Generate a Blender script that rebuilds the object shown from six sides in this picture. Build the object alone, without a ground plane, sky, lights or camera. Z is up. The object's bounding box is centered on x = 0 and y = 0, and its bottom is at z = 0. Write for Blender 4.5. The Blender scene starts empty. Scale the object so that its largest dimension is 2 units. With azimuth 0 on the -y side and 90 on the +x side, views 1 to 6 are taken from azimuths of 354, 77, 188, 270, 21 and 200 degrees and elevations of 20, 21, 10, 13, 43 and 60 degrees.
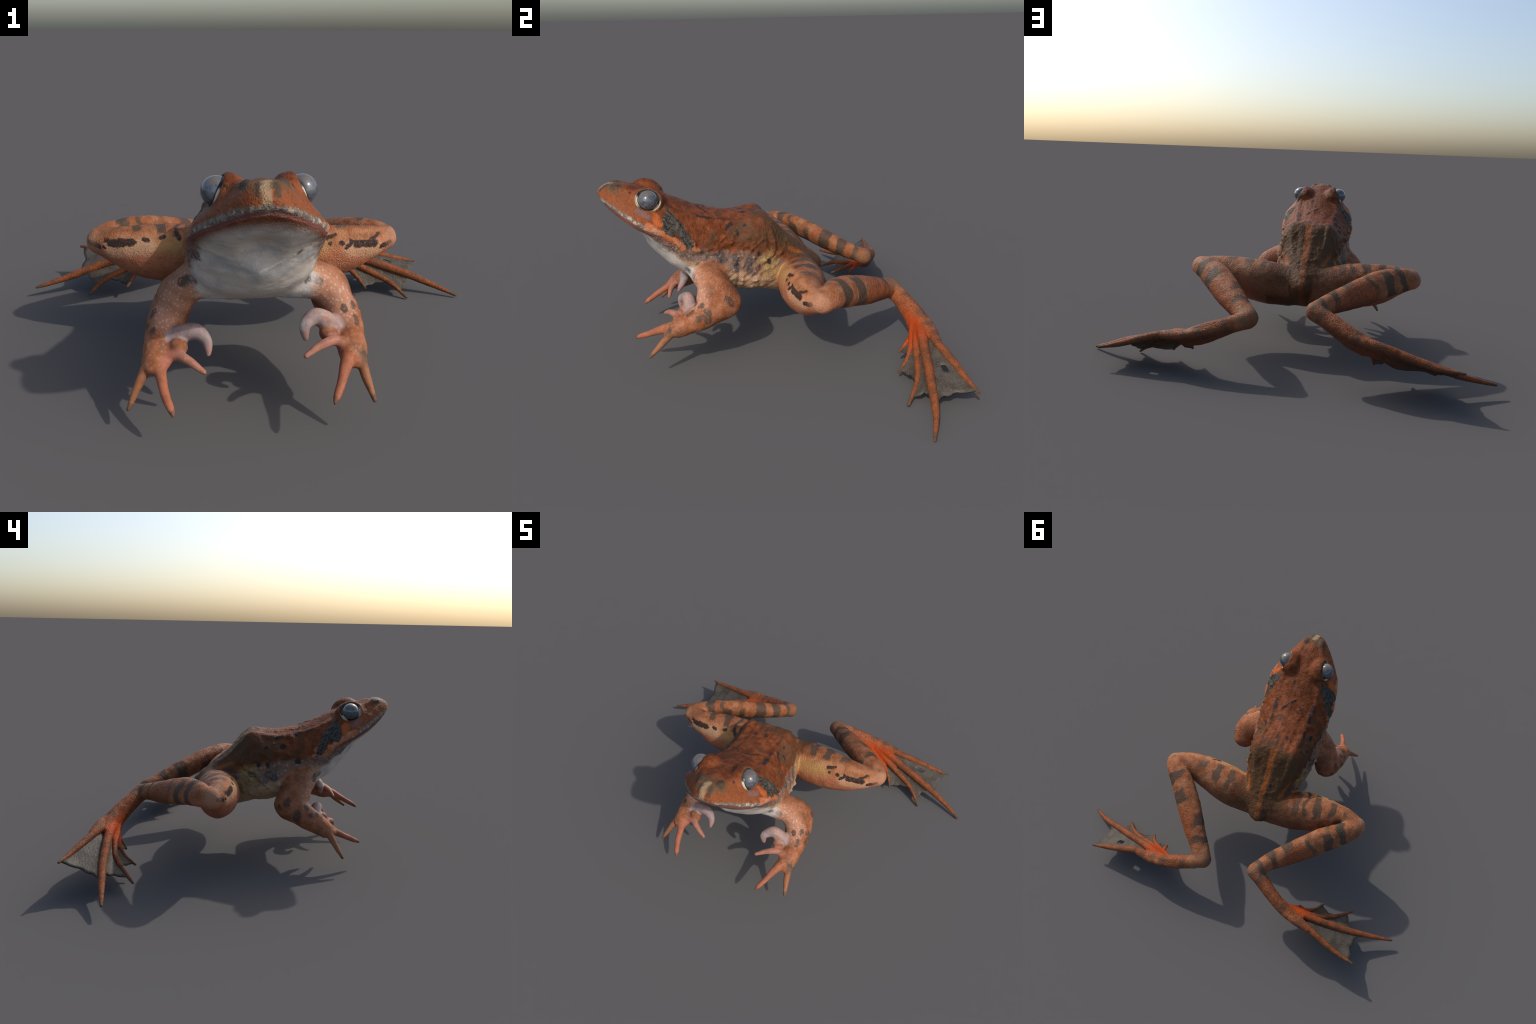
"""A brown-orange grass frog caught in mid stride: one seamless skin grown from
limb spines and body cross-sections, split into anatomical parts, plus eyes and
webbed feet.  Frog faces -y; its body axis rises from vent to snout."""
import bpy, math
import numpy as np
from mathutils import Vector

rng = np.random.default_rng(7)

# ----------------------------------------------------------------------------
# 1. BODY FRAME: s runs along the body axis from vent to snout, h is "up" from
#    the axis, x is sideways from the mid plane XC.
# ----------------------------------------------------------------------------
XC = -0.056
VENT = np.array([0.0, 0.252, 0.387])
AX = np.array([0.0, -0.92508, 0.37977])
UP = np.array([0.0, 0.37977, 0.92508])


def mid(s):
    """the trunk leans a little to the frog's right between rump and head"""
    return XC - 0.007 * np.exp(-((np.asarray(s) - 0.52) / 0.25) ** 2)


def body_point(s, h, x):
    p = VENT + AX * s + UP * h
    return np.array([float(mid(s)) + x, p[1], p[2]])


def smooth_table(keys, vals, n=900, passes=4):
    """monotone cubic interpolation of a profile, as a dense table"""
    h = np.diff(keys)
    d = np.diff(vals) / h
    m = np.zeros(len(keys))
    m[0], m[-1] = d[0], d[-1]
    for i in range(1, len(keys) - 1):
        if d[i - 1] * d[i] > 0:
            w1, w2 = 2 * h[i] + h[i - 1], h[i] + 2 * h[i - 1]
            m[i] = (w1 + w2) / (w1 / d[i - 1] + w2 / d[i])
    u = np.linspace(keys[0], keys[-1], n)
    i = np.clip(np.searchsorted(keys, u) - 1, 0, len(keys) - 2)
    t = (u - keys[i]) / h[i]
    v = ((2 * t ** 3 - 3 * t ** 2 + 1) * vals[i] + (t ** 3 - 2 * t ** 2 + t) * h[i] * m[i]
         + (3 * t ** 2 - 2 * t ** 3) * vals[i + 1] + (t ** 3 - t ** 2) * h[i] * m[i + 1])
    for _ in range(passes):
        v[1:-1] = 0.25 * v[:-2] + 0.5 * v[1:-1] + 0.25 * v[2:]
    return u, v


# station:      s,   top,   bottom, half width, widest at h, upper / lower squareness
STATIONS = np.array([
    (-0.020, -0.020, -0.045, 0.006, -0.032, 2.0, 2.0),
    (-0.008,  0.000, -0.090, 0.036, -0.045, 2.0, 2.0),
    (0.040,   0.021, -0.165, 0.080, -0.070, 2.1, 2.0),
    (0.100,   0.040, -0.205, 0.112, -0.090, 2.2, 2.0),
    (0.180,   0.067, -0.220, 0.140, -0.105, 2.4, 2.2),
    (0.255,   0.092, -0.226, 0.158, -0.118, 2.8, 2.3),
    (0.310,   0.117, -0.240, 0.172, -0.126, 3.2, 2.4),
    (0.350,   0.134, -0.248, 0.182, -0.128, 3.5, 2.5),
    (0.385,   0.142, -0.252, 0.190, -0.127, 3.5, 2.5),
    (0.420,   0.133, -0.254, 0.196, -0.126, 3.1, 2.6),
    (0.460,   0.113, -0.256, 0.200, -0.125, 2.6, 2.7),
    (0.510,   0.097, -0.253, 0.203, -0.123, 2.2, 2.8),
    (0.580,   0.081, -0.249, 0.204, -0.118, 2.0, 2.7),
    (0.650,   0.073, -0.243, 0.204, -0.106, 1.9, 2.4),
    (0.710,   0.072, -0.233, 0.206, -0.094, 1.85, 2.1),
    (0.760,   0.074, -0.217, 0.208, -0.082, 1.8, 1.60),
    (0.810,   0.076, -0.194, 0.206, -0.074, 1.75, 1.40),
    (0.850,   0.078, -0.169, 0.202, -0.069, 1.7, 1.25),
    (0.903,   0.079, -0.130, 0.192, -0.063, 1.7, 1.30),
    (0.960,   0.079, -0.104, 0.168, -0.055, 1.7, 1.60),
    (1.020,   0.075, -0.076, 0.128, -0.040, 1.8, 2.2),
    (1.070,   0.062, -0.054, 0.092, -0.026, 2.0, 2.2),
    (1.100,   0.052, -0.039, 0.067, -0.016, 2.3, 2.2),
    (1.120,   0.034, -0.026, 0.043, -0.006, 2.3, 2.2),
    (1.131,   0.016, -0.012, 0.020,  0.002, 2.0, 2.0),
    (1.135,   0.005,  0.000, 0.004,  0.003, 2.0, 2.0),
])
PROF = [smooth_table(STATIONS[:, 0], STATIONS[:, k]) for k in range(1, 7)]


def prof(k, s):
    return np.interp(s, PROF[k][0], PROF[k][1])


WAIST = smooth_table(np.array([-0.02, 0.14, 0.24, 0.32, 0.40, 0.48, 0.55, 0.62, 0.70, 1.14]),
                     np.array([0.0, 0.0, 0.04, 0.09, 0.11, 0.10, 0.06, 0.02, 0.0, 0.0]))


def waist(s, h):
    """how much the flank is hollowed between the back edge and the belly"""
    hm = prof(3, s)
    q = np.clip((h - hm) / np.maximum(prof(0, s) - hm, 0.01), 0, 1)
    return 1 - np.interp(s, *WAIST) * (4 * q * (1 - q)) ** 0.8


def skin_top(s, x):
    """h of the upper skin at axis station s, sideways offset x"""
    w, hm, p = prof(2, s), prof(3, s), prof(4, s)
    return hm + (prof(0, s) - hm) * max(0.0, 1 - (abs(x) / w) ** p) ** (1 / p)


def skin_side(s, h):
    """sideways offset of the skin at height h"""
    w, hm = prof(2, s), prof(3, s)
    if h > hm:
        q, p = (h - hm) / (prof(0, s) - hm), prof(4, s)
    else:
        q, p = (hm - h) / (hm - prof(1, s)), prof(5, s)
    return w * max(0.0, 1 - min(1.0, q) ** p) ** (1 / p) * float(waist(s, h))


# ----------------------------------------------------------------------------
# 2. FIELD GRID
# ----------------------------------------------------------------------------
STEP = 0.0045
LO = np.array([-1.03, -0.83, -0.03])
HI = np.array([1.03, 0.83, 0.92])
DIM = np.ceil((HI - LO) / STEP).astype(int)
FIELD = np.full(DIM, 0.5, np.float32)
LABEL = np.zeros(DIM, np.int8)
LABELS = ["torso"]


def label_id(name):
    if name not in LABELS:
        LABELS.append(name)
    return LABELS.index(name)


def window(lo, hi):
    a = np.clip(np.floor((np.asarray(lo) - LO) / STEP).astype(int), 0, DIM)
    b = np.clip(np.ceil((np.asarray(hi) - LO) / STEP).astype(int) + 1, 0, DIM)
    sl = tuple(slice(i, j) for i, j in zip(a, b))
    ax = [(LO[k] + STEP * np.arange(a[k], b[k])).astype(np.float32) for k in range(3)]
    return sl, np.meshgrid(*ax, indexing="ij", sparse=True)


def blend(sl, f, k, name):
    cur = FIELD[sl]
    if name is not None:
        closer = f < cur
        LABEL[sl][closer] = label_id(name)
    q = np.clip(0.5 + 0.5 * (cur - f) / k, 0, 1)
    FIELD[sl] = cur + (f - cur) * q - k * q * (1 - q)


def carve(sl, f, k):
    cur = FIELD[sl]
    q = np.clip(0.5 - 0.5 * (cur + f) / k, 0, 1)
    FIELD[sl] = cur + (-f - cur) * q + k * q * (1 - q)


def spline(pts, n):
    """Catmull-Rom through rows of pts (any number of columns)"""
    P = np.asarray(pts, float)
    if len(P) == 2:
        t = np.linspace(0, 1, n)[:, None]
        return P[0] * (1 - t) + P[1] * t
    Q = np.vstack([2 * P[0] - P[1], P, 2 * P[-1] - P[-2]])
    u = np.linspace(0, len(P) - 1 - 1e-9, n)
    i = u.astype(int)
    t = (u - i)[:, None]
    a, b, c, d = Q[i], Q[i + 1], Q[i + 2], Q[i + 3]
    return 0.5 * (2 * b + (c - a) * t + (2 * a - 5 * b + 4 * c - d) * t * t + (3 * b - a - 3 * c + d) * t ** 3)


def chain_field(rows, major=None, n=None, pad=0.045):
    """rows: x, y, z, r_major, r_minor along a limb spine -> window, distance field"""
    rows = np.asarray(rows, float)
    n = n or max(6, 5 * (len(rows) - 1) + 1)
    C = spline(rows, n)
    R = np.maximum(C[:, 3:5], 0.002)
    C = C[:, :3]
    rmax = R.max() + pad
    sl, (X, Y, Z) = window(C.min(0) - rmax, C.max(0) + rmax)
    shape = np.broadcast_shapes(X.shape, Y.shape, Z.shape)
    best = np.full(shape, 1e9, np.float32)
    out = np.full(shape, 0.5, np.float32)
    for a, b, ra, rb in zip(C[:-1], C[1:], R[:-1], R[1:]):
        d = b - a
        L2 = d @ d
        if L2 < 1e-12:
            continue
        dx, dy, dz = X - a[0], Y - a[1], Z - a[2]
        t = np.clip((dx * d[0] + dy * d[1] + dz * d[2]) / L2, 0, 1)
        ox, oy, oz = dx - t * d[0], dy - t * d[1], dz - t * d[2]
        dist = ox * ox + oy * oy + oz * oz
        r1 = ra[0] + (rb[0] - ra[0]) * t
        r2 = ra[1] + (rb[1] - ra[1]) * t
        if major is None:
            f = np.sqrt(dist) - 0.5 * (r1 + r2)
        else:
            T = d / math.sqrt(L2)
            m = np.asarray(major, float)
            m = m - T * (m @ T)
            m /= np.linalg.norm(m)
            q = np.cross(T, m)
            om = ox * m[0] + oy * m[1] + oz * m[2]
            oq = ox * q[0] + oy * q[1] + oz * q[2]
            rest = np.maximum(dist - om * om - oq * oq, 0)
            k0 = np.sqrt((om / r1) ** 2 + (oq / r2) ** 2 + rest / (r2 * r2))
            k1 = np.sqrt((om / r1 ** 2) ** 2 + (oq / r2 ** 2) ** 2 + rest / r2 ** 4) + 1e-6
            f = np.where(k0 < 0.05, -np.minimum(r1, r2), k0 * (k0 - 1) / k1)
        take = dist < best
        best[take] = dist[take]
        out[take] = f[take]
    return sl, out


def limb(name, rows, k=0.012, major=None, n=None):
    sl, f = chain_field([r if len(r) == 5 else (*r, r[3]) for r in rows], major, n)
    blend(sl, f, k, name)


def groove(rows, k=0.006):
    sl, f = chain_field([(*r, r[3]) for r in rows], None)
    carve(sl, f, k)


def ball(c, r, k=0.01, name=None, radii=None, axes=None, cut=False):
    c = np.asarray(c, float)
    rr = np.asarray(radii if radii is not None else (r, r, r), float)
    m = rr.max() + 0.04
    sl, (X, Y, Z) = window(c - m, c + m)
    d = [X - c[0], Y - c[1], Z - c[2]]
    if axes is None:
        axes = np.eye(3)
    e = [d[0] * a[0] + d[1] * a[1] + d[2] * a[2] for a in axes]
    k0 = np.sqrt(sum((q / r_) ** 2 for q, r_ in zip(e, rr)))
    k1 = np.sqrt(sum((q / r_ ** 2) ** 2 for q, r_ in zip(e, rr))) + 1e-6
    f = k0 * (k0 - 1) / k1
    (carve(sl, f, k) if cut else blend(sl, f, k, name))


# ---- trunk and head ---------------------------------------------------------
def build_trunk():
    lo = np.array([XC - 0.30, -0.83, 0.14])
    hi = np.array([XC + 0.30, 0.34, 0.92])
    sl, (X, Y, Z) = window(lo, hi)
    s = (Y - VENT[1]) * AX[1] + (Z - VENT[2]) * AX[2]
    h = (Y - VENT[1]) * UP[1] + (Z - VENT[2]) * UP[2]
    x = np.abs(X - mid(s))
    sc = np.clip(s, STATIONS[0, 0], STATIONS[-1, 0])
    top, bot, w, hm, pu, pl = (prof(k, sc) for k in range(6))
    x = x / waist(sc, h)
    over = h > hm
    hh = np.where(over, top - hm, hm - bot)
    hh = np.maximum(hh, 0.002)
    p = np.where(over, pu, pl)
    dh = np.abs(h - hm)
    rho = np.sqrt(x * x + dh * dh) + 1e-6
    f = rho - ((x / rho / w) ** p + (dh / rho / hh) ** p) ** (-1 / p)
    f = f.astype(np.float32)
    ds = np.broadcast_to(s - sc, f.shape)
    f = np.where(np.abs(ds) > 1e-6, np.sqrt(np.maximum(f, 0) ** 2 + ds ** 2), f)
    g = np.gradient(f, STEP)
    f = f / np.clip(np.sqrt(g[0] ** 2 + g[1] ** 2 + g[2] ** 2), 0.6, 4)
    f = np.clip(f, -0.3, 0.5).astype(np.float32)
    FIELD[sl] = np.minimum(FIELD[sl], f)
    LABEL[sl] = np.where(np.broadcast_to(s, f.shape) > 0.80, label_id("head"), label_id("torso"))


build_trunk()

# the two eye swellings on top of the head
EYE_S, EYE_H = 0.925, 0.057
for side in (1, -1):
    ball(body_point(0.915, 0.050, side * 0.082), 0, 0.022, None, (0.050, 0.076, 0.057), (np.array([1, 0, 0]), AX, UP))

# dorsolateral folds: from behind the eye over the hump to the rump
for side in (1, -1):
    rows = []
    wob = rng.normal(0, 1, (10, 2))
    for (s, x, r), q in zip(((0.84, 0.112, 0.008), (0.76, 0.116, 0.010), (0.68, 0.112, 0.012), (0.60, 0.106, 0.012), (0.52, 0.102, 0.013), (0.45, 0.103, 0.014),
                             (0.39, 0.104, 0.014), (0.33, 0.100, 0.012), (0.25, 0.086, 0.009), (0.17, 0.070, 0.006)), wob):
        x = x + 0.003 * q[0]
        rows.append((*body_point(s, skin_top(s, x) - 0.008 + 0.001 * q[1], side * x), r))
    limb(None, rows, 0.020)
# raised gland ridge behind the corner of the mouth
for side in (1, -1):
    rows = []
    for s, h, r in ((0.93, -0.036, 0.009), (0.86, -0.045, 0.012), (0.80, -0.056, 0.014), (0.75, -0.072, 0.016), (0.715, -0.088, 0.014)):
        rows.append((*body_point(s, h, side * (skin_side(s, h) - 0.004)), r))
    limb(None, rows, 0.010)
    rows = []
    for s, h, r in ((0.692, -0.052, 0.008), (0.678, -0.066, 0.011), (0.664, -0.078, 0.008)):
        rows.append((*body_point(s, h, side * (skin_side(s, h) - 0.001)), r))
    limb(None, rows, 0.006)
# canthus: edge from nostril to eye, and nostril swellings
for side in (1, -1):
    ball(body_point(1.063, skin_top(1.063, 0.046) - 0.002, side * 0.046), 0.012, 0.012)
    rows = [(*body_point(s, skin_top(s, x) - 0.008, side * x), 0.014) for s, x in ((1.08, 0.040), (1.03, 0.056), (0.98, 0.072))]
    limb(None, rows, 0.014)

# ---- hind limbs ---------------------------------------------------------------
limb("hindlimb.L", [(0.020, 0.126, 0.347, 0.108, 0.086), (0.127, 0.104, 0.352, 0.114, 0.108), (0.209, 0.088, 0.361, 0.113, 0.109),
                    (0.288, 0.074, 0.370, 0.106, 0.098), (0.369, 0.064, 0.386, 0.094, 0.082), (0.450, 0.063, 0.406, 0.070, 0.061),
                    (0.520, 0.082, 0.417, 0.050, 0.046)], 0.022, (-0.15, -0.05, 1))
limb("hindlimb.R", [(-0.130, 0.140, 0.347, 0.108, 0.088), (-0.237, 0.121, 0.356, 0.114, 0.110), (-0.310, 0.106, 0.370, 0.115, 0.110),
                    (-0.385, 0.102, 0.375, 0.113, 0.103), (-0.464, 0.099, 0.390, 0.102, 0.086), (-0.541, 0.098, 0.410, 0.078, 0.060),
                    (-0.615, 0.122, 0.424, 0.052, 0.048)], 0.022, (0.15, -0.1, 1))
limb("shank.L", [(0.522, 0.092, 0.420, 0.050, 0.044), (0.495, 0.130, 0.424, 0.058, 0.050), (0.440, 0.182, 0.411, 0.069, 0.056),
                 (0.380, 0.257, 0.387, 0.075, 0.058), (0.323, 0.332, 0.356, 0.073, 0.058), (0.267, 0.408, 0.327, 0.066, 0.055),
                 (0.210, 0.482, 0.297, 0.056, 0.049), (0.155, 0.554, 0.270, 0.049, 0.045)], 0.010, (-0.7, -0.3, 0.65))
limb("shank.R", [(-0.615, 0.130, 0.428, 0.050, 0.044), (-0.590, 0.168, 0.434, 0.058, 0.044), (-0.533, 0.214, 0.431, 0.067, 0.044),
                 (-0.453, 0.275, 0.417, 0.074, 0.046), (-0.377, 0.337, 0.392, 0.070, 0.047), (-0.301, 0.397, 0.369, 0.062, 0.046),
                 (-0.223, 0.459, 0.347, 0.051, 0.040), (-0.160, 0.530, 0.326, 0.043, 0.038)], 0.010, (0.5, -0.38, 0.75))
limb("foot.L", [(0.155, 0.562, 0.268, 0.043, 0.041), (0.232, 0.582, 0.241, 0.044, 0.034), (0.294, 0.590, 0.219, 0.048, 0.032),
                (0.357, 0.598, 0.195, 0.053, 0.028), (0.420, 0.592, 0.170, 0.052, 0.020), (0.480, 0.580, 0.150, 0.045, 0.012)], 0.012, (0.20, 0.42, 0.88))
limb("foot.R", [(-0.155, 0.538, 0.322, 0.042, 0.040), (-0.229, 0.573, 0.293, 0.045, 0.036), (-0.284, 0.606, 0.265, 0.049, 0.033),
                (-0.343, 0.632, 0.238, 0.052, 0.029), (-0.410, 0.640, 0.207, 0.052, 0.020), (-0.480, 0.640, 0.185, 0.045, 0.012)], 0.012, (-0.30, 0.40, 0.87))

# outer edge of each foot
limb("foot.L", [(0.200, 0.590, 0.250, 0.026), (0.280, 0.612, 0.228, 0.025), (0.360, 0.628, 0.205, 0.024), (0.460, 0.632, 0.184, 0.022), (0.550, 0.618, 0.172, 0.018)], 0.014)
limb("foot.R", [(-0.210, 0.573, 0.298, 0.026), (-0.280, 0.620, 0.270, 0.024), (-0.360, 0.664, 0.245, 0.023), (-0.450, 0.695, 0.232, 0.022), (-0.530, 0.712, 0.217, 0.018)], 0.014)

# inner edge of each foot
limb("foot.L", [(0.250, 0.586, 0.216, 0.020), (0.330, 0.590, 0.172, 0.018), (0.400, 0.572, 0.140, 0.014)], 0.014)
limb("foot.R", [(-0.258, 0.592, 0.256, 0.020), (-0.330, 0.622, 0.208, 0.018), (-0.390, 0.618, 0.172, 0.014)], 0.014)

# toe spines, first (inner) to fifth (outer); tip radius shrinks
TOES = {
    "L": [[(0.415, 0.562, 0.150), (0.438, 0.526, 0.116), (0.446, 0.485, 0.077)],
          [(0.390, 0.570, 0.165), (0.445, 0.545, 0.143), (0.490, 0.519, 0.120), (0.531, 0.483, 0.082), (0.560, 0.434, 0.045)],
          [(0.410, 0.585, 0.172), (0.470, 0.556, 0.156), (0.534, 0.525, 0.132), (0.616, 0.497, 0.092), (0.694, 0.453, 0.055), (0.753, 0.393, 0.006)],
          [(0.420, 0.595, 0.178), (0.490, 0.572, 0.176), (0.571, 0.545, 0.152), (0.678, 0.514, 0.120), (0.787, 0.479, 0.087), (0.893, 0.444, 0.046), (0.994, 0.390, 0.009)],
          [(0.400, 0.606, 0.188), (0.480, 0.616, 0.186), (0.566, 0.606, 0.174), (0.668, 0.620, 0.148), (0.766, 0.631, 0.118), (0.866, 0.644, 0.096)]],
    "R": [[(-0.410, 0.617, 0.185), (-0.436, 0.594, 0.148), (-0.446, 0.566, 0.104)],
          [(-0.385, 0.620, 0.195), (-0.435, 0.608, 0.168), (-0.485, 0.591, 0.141), (-0.534, 0.556, 0.101), (-0.567, 0.497, 0.068)],
          [(-0.400, 0.632, 0.200), (-0.450, 0.622, 0.172), (-0.517, 0.608, 0.143), (-0.600, 0.584, 0.112), (-0.677, 0.536, 0.088), (-0.738, 0.476, 0.046)],
          [(-0.410, 0.642, 0.212), (-0.480, 0.640, 0.200), (-0.560, 0.636, 0.178), (-0.661, 0.626, 0.147), (-0.772, 0.609, 0.113), (-0.883, 0.586, 0.079), (-0.997, 0.560, 0.053)],
          [(-0.400, 0.655, 0.222), (-0.460, 0.676, 0.218), (-0.528, 0.702, 0.212), (-0.623, 0.735, 0.194), (-0.717, 0.768, 0.176), (-0.818, 0.791, 0.174)]],
}
for sd, toes in TOES.items():
    for i, toe in enumerate(toes):
        n = len(toe)
        base = (0.0125, 0.0145, 0.0185, 0.0245, 0.0220)[i]
        # nearly even thickness to two thirds, then a taper to a small round tip
        rows = [(*p, np.interp(j / (n - 1), (0, 0.6, 0.82, 1), (base, 0.84 * base, 0.6 * base, 0.0065))) for j, p in enumerate(toe)]
        limb(f"toe{i}.{sd}", rows, 0.010)

# ---- fore limbs ---------------------------------------------------------------
limb("forelimb.L", [(0.080, -0.350, 0.440, 0.075), (0.143, -0.345, 0.424, 0.071, 0.066), (0.204, -0.312, 0.390, 0.074, 0.064), (0.222, -0.284, 0.345, 0.069, 0.058),
                    (0.232, -0.290, 0.315, 0.064, 0.056)], 0.025, (-0.84, 0.54, 0))
limb("forelimb.L", [(0.226, -0.270, 0.326, 0.063), (0.240, -0.335, 0.310, 0.067), (0.253, -0.395, 0.285, 0.061), (0.256, -0.455, 0.260, 0.049),
                    (0.255, -0.505, 0.240, 0.042)], 0.020)
limb("hand.L", [(0.257, -0.490, 0.246, 0.046, 0.036), (0.252, -0.530, 0.232, 0.043, 0.026), (0.255, -0.552, 0.222, 0.035, 0.019)], 0.014, (1, 0, 0.2))
ball((0.182, -0.466, 0.284), 0.030, 0.02, "hand.L")
limb("forelimb.R", [(-0.190, -0.345, 0.445, 0.075), (-0.243, -0.338, 0.428, 0.070, 0.064), (-0.290, -0.302, 0.385, 0.072, 0.060), (-0.318, -0.254, 0.326, 0.068, 0.061),
                    (-0.330, -0.264, 0.295, 0.065, 0.055)], 0.025, (0.84, 0.54, 0))
limb("forelimb.R", [(-0.322, -0.256, 0.308, 0.060), (-0.341, -0.312, 0.285, 0.065), (-0.355, -0.362, 0.254, 0.059), (-0.367, -0.412, 0.226, 0.050),
                    (-0.376, -0.450, 0.202, 0.042)], 0.020)
limb("hand.R", [(-0.368, -0.425, 0.224, 0.046, 0.036), (-0.370, -0.465, 0.204, 0.045, 0.026), (-0.376, -0.490, 0.192, 0.036, 0.019)], 0.014, (1, 0, 0.2))
ball((-0.302, -0.441, 0.244), 0.030, 0.02, "hand.R")

# soft flesh filling the bend of each elbow
ball((0.222, -0.362, 0.362), 0.048, 0.03, "forelimb.L")
ball((-0.298, -0.328, 0.352), 0.045, 0.03, "forelimb.R")

FINGERS = {
    "L": [[(0.215, -0.440, 0.290, 0.030), (0.175, -0.440, 0.318, 0.031), (0.140, -0.444, 0.331, 0.029), (0.108, -0.466, 0.318, 0.021), (0.104, -0.472, 0.292, 0.015), (0.107, -0.472, 0.272, 0.010)],
          [(0.225, -0.505, 0.262, 0.020), (0.193, -0.506, 0.277, 0.017), (0.146, -0.527, 0.271, 0.014), (0.115, -0.540, 0.258, 0.011), (0.096, -0.548, 0.248, 0.009)],
          [(0.240, -0.530, 0.242, 0.026), (0.223, -0.565, 0.230, 0.022), (0.196, -0.625, 0.203, 0.014), (0.172, -0.672, 0.182, 0.012), (0.159, -0.694, 0.168, 0.005)],
          [(0.260, -0.520, 0.240, 0.022), (0.273, -0.546, 0.220, 0.018), (0.285, -0.594, 0.177, 0.014), (0.297, -0.641, 0.137, 0.007)]],
    "R": [[(-0.330, -0.405, 0.250, 0.028), (-0.297, -0.405, 0.268, 0.030), (-0.246, -0.418, 0.284, 0.027), (-0.214, -0.436, 0.262, 0.019), (-0.206, -0.452, 0.238, 0.014), (-0.206, -0.459, 0.222, 0.009)],
          [(-0.340, -0.455, 0.215, 0.020), (-0.303, -0.467, 0.224, 0.017), (-0.262, -0.495, 0.213, 0.014), (-0.222, -0.511, 0.185, 0.009)],
          [(-0.370, -0.475, 0.200, 0.022), (-0.361, -0.501, 0.188, 0.019), (-0.344, -0.573, 0.152, 0.014), (-0.328, -0.615, 0.130, 0.012), (-0.319, -0.639, 0.117, 0.006)],
          [(-0.392, -0.450, 0.200, 0.022), (-0.410, -0.474, 0.180, 0.018), (-0.435, -0.503, 0.134, 0.014), (-0.463, -0.537, 0.080, 0.006)]],
}
for sd, fingers in FINGERS.items():
    for i, rows in enumerate(fingers):
        limb(f"finger{i}.{sd}", rows, 0.010)

# hollow under the chin, between the jaw rims
ball(body_point(0.985, -0.162, 0), 0, 0.02, None, (0.095, 0.125, 0.085), (np.array([1, 0, 0]), AX, UP), cut=True)

# ---- carved detail: mouth slit, eye sockets -------------------------------------
LIP = ((1.116, -0.028), (1.106, -0.031), (1.083, -0.036), (1.050, -0.043), (1.012, -0.050), (0.960, -0.058), (0.900, -0.067), (0.850, -0.068), (0.790, -0.078), (0.755, -0.092))
rows = []
for s, h in LIP[::-1]:
    rows.append((*body_point(s, h, skin_side(s, h) + 0.003), 0.0055))
rows += [(*body_point(1.119, -0.028, 0), 0.0055)]
for s, h in LIP:
    rows.append((*body_point(s, h, -skin_side(s, h) - 0.003), 0.0055))
groove(rows)
# eyes: a dome (cornea) on a ball, looking outwards and a little up and forward
EYES = {}
for sd, sg in (("L", 1), ("R", -1)):
    look = np.array([sg * 0.90, 0, 0]) + UP * 0.42 + AX * 0.20
    look /= np.linalg.norm(look)
    dome = body_point(EYE_S, EYE_H, sg * 0.1190)
    EYES[sd] = (look, dome, dome - look * 0.0240)
for sd, (look, dome, centre) in EYES.items():
    ea = AX - look * (AX @ look)
    ea /= np.linalg.norm(ea)
    eb = np.cross(look, ea)
    opening = centre + look * 0.0150
    ball(opening + look * 0.022, 0, 0.004, None, (0.050, 0.0580, 0.0500), (look, ea, eb), cut=True)
    ball(centre, 0, 0.003, None, (0.0490, 0.0585, 0.0515), (look, ea, eb), cut=True)
    # eyelid rim around the opening
    ring = [(*(opening + 0.0585 * math.cos(t) * ea + 0.0510 * math.sin(t) * eb), 0.0058) for t in np.linspace(0, 2 * math.pi, 25)]
    limb("head", ring, 0.010)

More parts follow.
